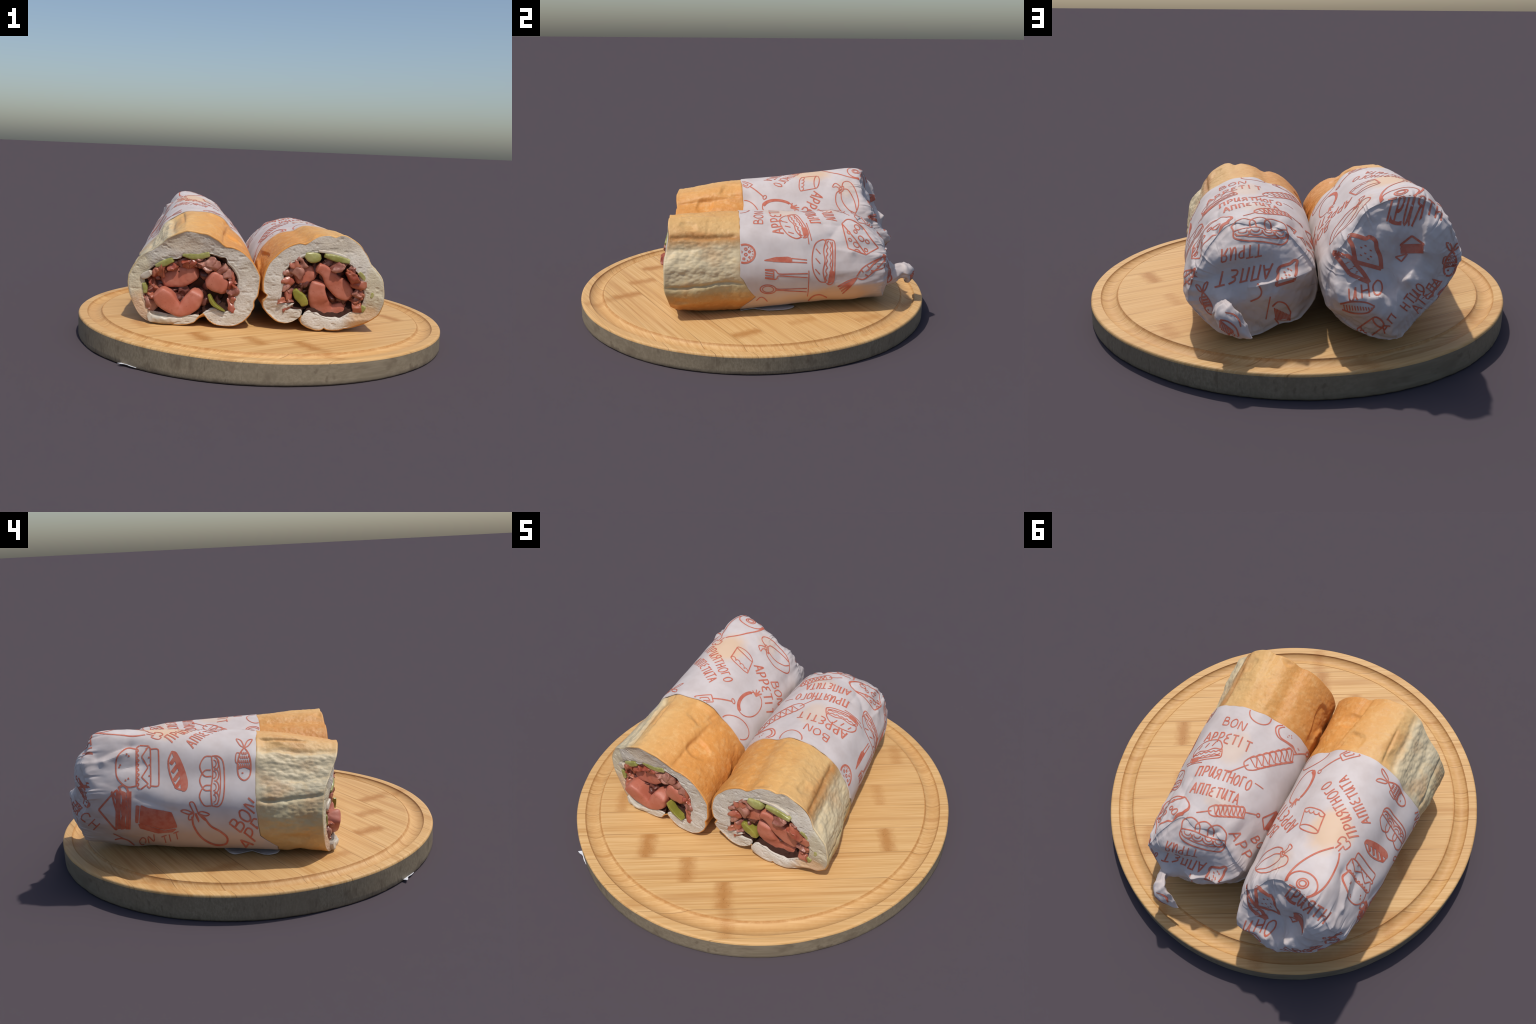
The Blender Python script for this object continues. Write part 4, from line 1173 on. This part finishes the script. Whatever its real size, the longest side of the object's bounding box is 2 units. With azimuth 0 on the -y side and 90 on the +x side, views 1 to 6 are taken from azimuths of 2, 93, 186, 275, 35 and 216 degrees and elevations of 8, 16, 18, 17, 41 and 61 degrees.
PRINTS = {
    "A": [
        ("skewer", "", (-0.241, -0.015, 0.651), (-0.056, -0.073, 0.035), (0.024, -0.019, -0.016)),
        ("tomato", "", (-0.156, 0.153, 0.549), (0.027, 0.071, -0.048), (-0.037, 0.084, 0.026)),
        ("egg", "", (-0.116, -0.032, 0.526), (0.039, 0.038, -0.073), (-0.012, 0.054, 0.012)),
        ("text", "ПРИЯТНОГО", (-0.389, 0.209, 0.7), (0.124, -0.085, -0.041), (0.01, 0.025, 0)),
        ("text", "АППЕТИТА", (-0.424, 0.132, 0.693), (0.107, -0.068, -0.012), (0.01, 0.025, 0.003)),
        ("jar", "", (-0.314, 0.325, 0.679), (0.053, -0.003, -0.043), (-0.017, 0.062, 0.007)),
        ("ham", "", (-0.481, 0.493, 0.729), (-0.075, 0.016, -0.016), (-0.027, -0.164, -0.025)),
        ("text", "APPETIT", (-0.165, 0.317, 0.534), (0.067, -0.069, -0.107), (0.005, 0.032, -0.013)),
        ("text", "BON", (-0.135, 0.388, 0.474), (0.024, -0.024, -0.064), (0.002, 0.028, -0.013)),
        ("pepper", "", (-0.261, 0.549, 0.604), (-0.056, 0.043, 0.06), (-0.066, -0.061, 0.077)),
        ("fish", "", (-0.54, -0.056, 0.606), (0.004, -0.038, -0.002), (0.091, 0.005, 0.062)),
        ("sub", "", (-0.623, 0.089, 0.517), (0.035, -0.003, 0.108), (-0.008, 0.059, 0.004)),
        ("baguette", "", (-0.614, 0.248, 0.568), (0.008, -0.034, 0.004), (0.023, 0.015, 0.087)),
        ("burger", "", (-0.624, 0.43, 0.59), (0.029, -0.002, 0.095), (-0.022, 0.094, 0.009)),
        ("sandwich", "", (-0.704, 0.535, 0.413), (0.03, -0.002, 0.082), (-0.017, 0.068, 0.01)),
        ("cheese_block", "", (-0.697, 0.344, 0.358), (0.015, -0.087, -0.017), (0.021, 0.004, 0.059)),
        ("eggplant", "", (-0.684, 0.133, 0.33), (0.012, -0.086, -0.006), (0.031, 0.033, 0.094)),
        ("text", "BON", (-0.685, -0.056, 0.373), (0.028, -0.047, 0.061), (0.004, 0.027, 0.019)),
        ("text", "APP", (-0.669, -0.085, 0.271), (0.027, -0.047, 0.056), (0.005, 0.026, 0.019)),
        ("text", "ON", (-0.597, 0.423, 0.222), (0.014, -0.04, 0.01), (0.005, 0.005, 0.016)),
        ("text", "TIT", (-0.641, 0.299, 0.248), (0.012, -0.041, 0.008), (0.005, 0.005, 0.015)),
        ("text", "ТРИЯТН", (-0.514, 0.67, 0.693), (-0.109, 0.001, -0.019), (-0.002, -0.028, 0.008)),
        ("fish", "", (-0.659, 0.683, 0.485), (-0.028, 0.002, 0.005), (-0.007, -0.02, 0.064)),
        ("toast_bold", "", (-0.33, 0.71, 0.511), (-0.061, 0.006, -0.015), (0.012, -0.019, 0.059)),
        ("toast_bold", "", (-0.276, 0.746, 0.458), (-0.048, 0.006, -0.019), (0.037, -0.016, 0.047)),
        ("text", "ИНО", (-0.336, 0.781, 0.374), (-0.068, -0.006, 0.019), (0.005, -0.009, 0.024)),
        ("triangle", "", (-0.469, 0.705, 0.486), (-0.023, -0.001, 0.007), (0.002, -0.004, 0.012)),
        ("sandwich", "", (-0.505, 0.691, 0.541), (-0.043, 0.002, 0.004), (0.001, -0.009, 0.03)),
        ("hatch", "", (-0.306, 0.824, 0.321), (-0.065, -0.001, 0.003), (0.001, -0.009, 0.022)),
        ("jar", "", (-0.361, 0.775, 0.219), (-0.023, 0.009, -0.019), (-0.04, -0.012, 0.029)),
        ("text", "НТИО", (-0.513, 0.796, 0.365), (-0.036, -0.015, 0.046), (0.016, -0.005, 0.009)),
        ("text", "АТЕПА", (-0.567, 0.767, 0.364), (-0.044, -0.02, 0.063), (0.015, -0.005, 0.008)),
        ("arc", "", (-0.573, 0.748, 0.48), (-0.021, -0.017, 0.056), (-0.023, 0.004, -0.005)),
        ("text", "ИСН", (-0.637, 0.694, 0.357), (-0.002, -0.056, -0.058), (0.01, -0.013, 0.015)),
        ("text", "AP", (-0.711, 0.493, 0.464), (0.013, -0.051, 0.013), (0.02, 0.025, 0.052)),
        ("dash", "", (-0.556, 0.57, 0.225), (0.001, -0.026, -0.016), (0.003, 0, 0.009)),
        ("arc", "", (-0.527, 0.553, 0.187), (0.004, -0.045, -0.021), (0.005, -0.003, 0.01)),
        ("text", "АП", (-0.428, 0.814, 0.26), (-0.024, -0.014, 0.035), (0.011, -0.003, 0.006)),
    ],
    "B": [
        ("text", "BON", (0.304, 0.054, 0.606), (-0.072, -0.006, 0.012), (0.007, -0.025, 0)),
        ("text", "APPETIT", (0.281, 0.144, 0.606), (-0.129, -0.02, -0.002), (0.009, -0.029, -0.001)),
        ("hoagie", "", (0.345, 0.241, 0.572), (-0.071, -0.038, 0.032), (0.029, -0.052, -0.013)),
        ("kebab", "", (0.049, 0.109, 0.572), (-0.057, -0.106, -0.061), (0.027, -0.028, 0.009)),
        ("text", "ПРИЯТНОГО", (0.171, 0.323, 0.605), (-0.13, -0.036, -0.03), (0.008, -0.028, 0)),
        ("text", "АППЕТИТА", (0.156, 0.416, 0.608), (-0.111, -0.032, -0.026), (0.009, -0.027, -0.001)),
        ("ring", "", (0.221, -0.052, 0.617), (-0.055, -0.014, -0.007), (0.021, -0.048, 0.003)),
        ("steak", "", (0.047, -0.052, 0.553), (-0.056, -0.025, -0.064), (0.017, -0.054, 0.003)),
        ("dash", "", (0.016, 0.262, 0.563), (-0.02, -0.003, -0.015), (0.001, -0.006, 0)),
        ("dash", "", (0.363, 0.329, 0.546), (-0.044, -0.016, 0.032), (0.004, -0.007, -0.002)),
        ("cheese", "", (0.334, 0.597, 0.509), (0.014, 0.098, -0.026), (-0.024, -0.019, 0.083)),
        ("hoagie", "", (0.438, 0.409, 0.404), (-0.033, 0, 0.108), (-0.001, -0.06, -0.002)),
        ("carrot", "", (0.416, 0.622, 0.334), (0.013, 0.026, -0.034), (-0.02, 0.123, 0.093)),
        ("knife", "", (0.48, 0.211, 0.416), (-0.019, 0.111, -0.006), (-0.015, -0.001, 0.029)),
        ("fork", "", (0.503, 0.217, 0.339), (-0.022, 0.111, -0.008), (-0.005, -0.001, 0.032)),
        ("spoon", "", (0.494, 0.204, 0.256), (-0.026, 0.121, -0.009), (0.006, 0, 0.031)),
        ("dash", "", (0.474, 0.333, 0.277), (-0.031, -0.005, -0.071), (-0.001, 0.005, 0)),
        ("dash", "", (0.382, 0.321, 0.531), (0.031, 0.009, -0.045), (-0.001, 0.006, 0)),
        ("salami", "", (0.501, -0.002, 0.452), (-0.006, 0.053, 0.001), (-0.021, -0.002, 0.044)),
        ("arc", "", (0.409, 0.379, 0.184), (-0.002, 0.055, 0.009), (-0.007, 0, 0.019)),
        ("sub", "", (0.09, 0.616, 0.56), (-0.1, -0.036, -0.019), (0.022, -0.056, 0.03)),
        ("kebab", "", (0.057, 0.463, 0.589), (-0.063, -0.049, -0.03), (0.015, -0.027, 0.006)),
        ("text", "APP", (-0.073, 0.534, 0.485), (-0.047, 0.016, -0.075), (-0.006, -0.026, -0.011)),
        ("text", "BO", (-0.108, 0.458, 0.42), (-0.013, 0, -0.047), (-0.003, -0.022, -0.012)),
        ("sandwich", "", (-0.09, 0.339, 0.44), (0.002, -0.054, -0.002), (0.023, 0.024, 0.04)),
        ("text", "ТТРИЯ", (0.157, 0.718, 0.487), (0.083, 0.017, -0.011), (-0.001, 0.008, -0.024)),
        ("text", "АППЕТ", (0.146, 0.725, 0.394), (0.111, 0.025, -0.018), (0.003, 0.011, -0.028)),
        ("toast", "", (-0.024, 0.701, 0.404), (-0.042, -0.009, 0.012), (-0.009, -0.016, 0.043)),
        ("hatch", "", (-0.002, 0.671, 0.212), (-0.036, -0.004, 0), (0.008, -0.02, 0.048)),
        ("arc", "", (0.089, 0.771, 0.339), (0.018, 0.015, -0.03), (-0.02, 0, -0.007)),
        ("fish", "", (0.295, 0.774, 0.305), (-0.023, 0.01, 0.01), (0.018, -0.018, 0.062)),
        ("triangle", "", (0.365, 0.718, 0.367), (-0.024, -0.013, 0.018), (0.006, -0.008, 0.024)),
        ("dash", "", (0.048, 0.733, 0.263), (0.003, 0.018, -0.042), (-0.005, -0.001, 0)),
        ("arc", "", (0.494, 0.089, 0.197), (-0.015, 0.028, -0.011), (0.011, 0.001, 0.021)),
        ("hatch", "", (0.176, 0.916, 0.24), (-0.038, 0.003, -0.023), (-0.009, -0.013, 0.024)),
        ("arc", "", (0.155, 0.907, 0.286), (-0.028, 0.007, -0.027), (-0.01, -0.005, 0.007)),
        ("triangle", "", (0.195, 0.904, 0.227), (-0.027, 0.004, -0.02), (-0.009, -0.012, 0.022)),
    ],
}


def build_prints(which, wrap, ink):
    rng = np.random.default_rng(17)
    V, F = [], []
    for ob in [wrap] + [c for c in wrap.children if c.name.startswith("paper_twist")]:
        k = len(V)
        V += [v.co for v in ob.data.vertices]
        F += [tuple(i + k for i in p.vertices) for p in ob.data.polygons]
    tree = BVHTree.FromPolygons(V, F)
    for kind, text, C, e1, e2 in PRINTS[which]:
        V, F = [], []
        strokes = lettering(text, np.array(e1), np.array(e2), rng) if kind == "text" else icon(kind)
        print_strokes(strokes, tree, C, e1, e2, V, F)
        if F:
            make_mesh("printed_lettering" if kind == "text" else "printed_" + kind, V, F, [ink], wrap)

# ------------------------------------------------------------------ assembly
def main():
    build_board()
    GOLD, TAN, PALE, GREY, BROWN = (0.62, 0.30, 0.085), (0.66, 0.40, 0.16), (0.62, 0.50, 0.31), (0.53, 0.45, 0.30), (0.36, 0.155, 0.04)
    crustA = crust_material("crust_baked", A, [(0.0, (.60, .25, .06)), (0.12, (.64, .27, .06)), (0.25, (.66, .35, .115)), (0.315, TAN), (0.345, PALE), (0.44, GREY), (0.49, (.55, .46, .27)),
                                               (0.55, (.58, .40, .18)), (0.64, (.58, .32, .11)), (0.78, (.56, .25, .07)), (1.0, (.60, .25, .06))], 0, 0)
    crustB = crust_material("crust_golden", B, [(0.0, PALE), (0.085, PALE), (0.115, (.44, .25, .10)), (0.128, (.42, .19, .055)), (0.15, TAN), (0.24, (.68, .38, .13)), (0.32, (.62, .28, .07)), (0.48, (.58, .235, .055)),
                                                (0.62, (.62, .34, .13)), (0.90, (.56, .25, .07)), (0.945, (.55, .30, .10)), (0.965, (.50, .38, .19)), (1.0, PALE)], 0, 0)
    crumbs = {"A": crumb_material("bread_crumb", [(((-.62, -.45, .37), (.09, .2, .16)), .55, (.56, .47, .27)), (((-.60, -.45, .19), (.09, .2, .09)), .6, (.60, .34, .17)), (((-.40, -.45, .55), (.12, .2, .05)), .4, (.55, .42, .27)), (((-.45, -.45, .15), (.2, .2, .04)), .5, (.50, .40, .29))]),
              "B": crumb_material("bread_crumb", [(((.58, -.4, .33), (.07, .2, .13)), .5, (.56, .48, .28)), (((.54, -.4, .18), (.09, .2, .09)), .65, (.60, .36, .17)), (((.43, -.4, .57), (.16, .2, .06)), .35, (.56, .46, .33))])}
    dark = Mat("shadowed_hollow", 0.8, 0.1).color((0.045, 0.02, 0.014)).m  # cavity shadow put into a near-black colour
    saus = spotted("sausage_meat", (.43, .125, .075), (.47, .165, .11), (.25, .06, .035), 55, .5)
    shade_meat = spotted("dark_sauced_meat", (.10, .03, .022), (.17, .055, .04), (.05, .012, .01), 55, .35)  # ham tone lowered for the gloom between the sausages
    pick = spotted("pickle_flesh", (.23, .22, .05), (.37, .35, .13), (.44, .41, .22), 38, .22, .4)
    peel = spotted("pickle_peel", (.20, .19, .03), (.30, .27, .05), (.11, .11, .02), 40, .25, .4)
    meat = spotted("ham_dice", (.26, .085, .06), (.39, .18, .13), (.14, .035, .028), 45, .38, .5)
    toma = spotted("tomato_flesh", (.30, .065, .038), (.38, .13, .075), (.44, .22, .09), 45, .3, .4)
    cream = spotted("creamy_sauce", (.54, .49, .40), (.50, .40, .31), (.38, .27, .20), 45, .35, .3)
    mats = (saus, shade_meat, pick, peel, meat, toma, cream)
    stain = (.70, .46, .27)
    paperA = paper_material("greaseproof_paper", [((-.42, .33, .70), (.10, .12, .10), .75, stain), ((-.66, .25, .22), (.2, .42, .10), .55, (.62, .40, .24)), ((-.30, .55, .66), (.06, .06, .1), .3, stain)], 1)
    paperB = paper_material("greaseproof_paper", [((.22, .17, .60), (.07, .10, .1), .4, stain), ((.42, .50, .20), (.12, .25, .08), .7, (.66, .40, .2)), ((.46, .1, .2), (.1, .2, .08), .5, (.64, .42, .25)), ((.12, .45, .6), (.08, .05, .1), .3, stain)], 2)
    ink = Mat("red_print", 0.6, 0.2)
    ink.color(ink.mix(ink.step(ink.noise(30, 3, 0.6), 0.3, 0.7), (.53, .125, .075), (.58, .20, .135)))
    for which, S, crust, paper in (("A", A, crustA, paperA), ("B", B, crustB, paperB)):
        root = empty("wrapped_sandwich", "half sausage baguette wrapped in white paper with red food drawings", "sandwich")
        build_crust(S, root, crust, 11 if which == "A" else 23)
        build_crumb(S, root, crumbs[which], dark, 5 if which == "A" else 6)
        build_filling(S, which, root, mats)
        wrap = build_wrapper(which, S, root, paper)
        build_flaps(which, wrap, paper)
        build_prints(which, wrap, ink.m)


main()
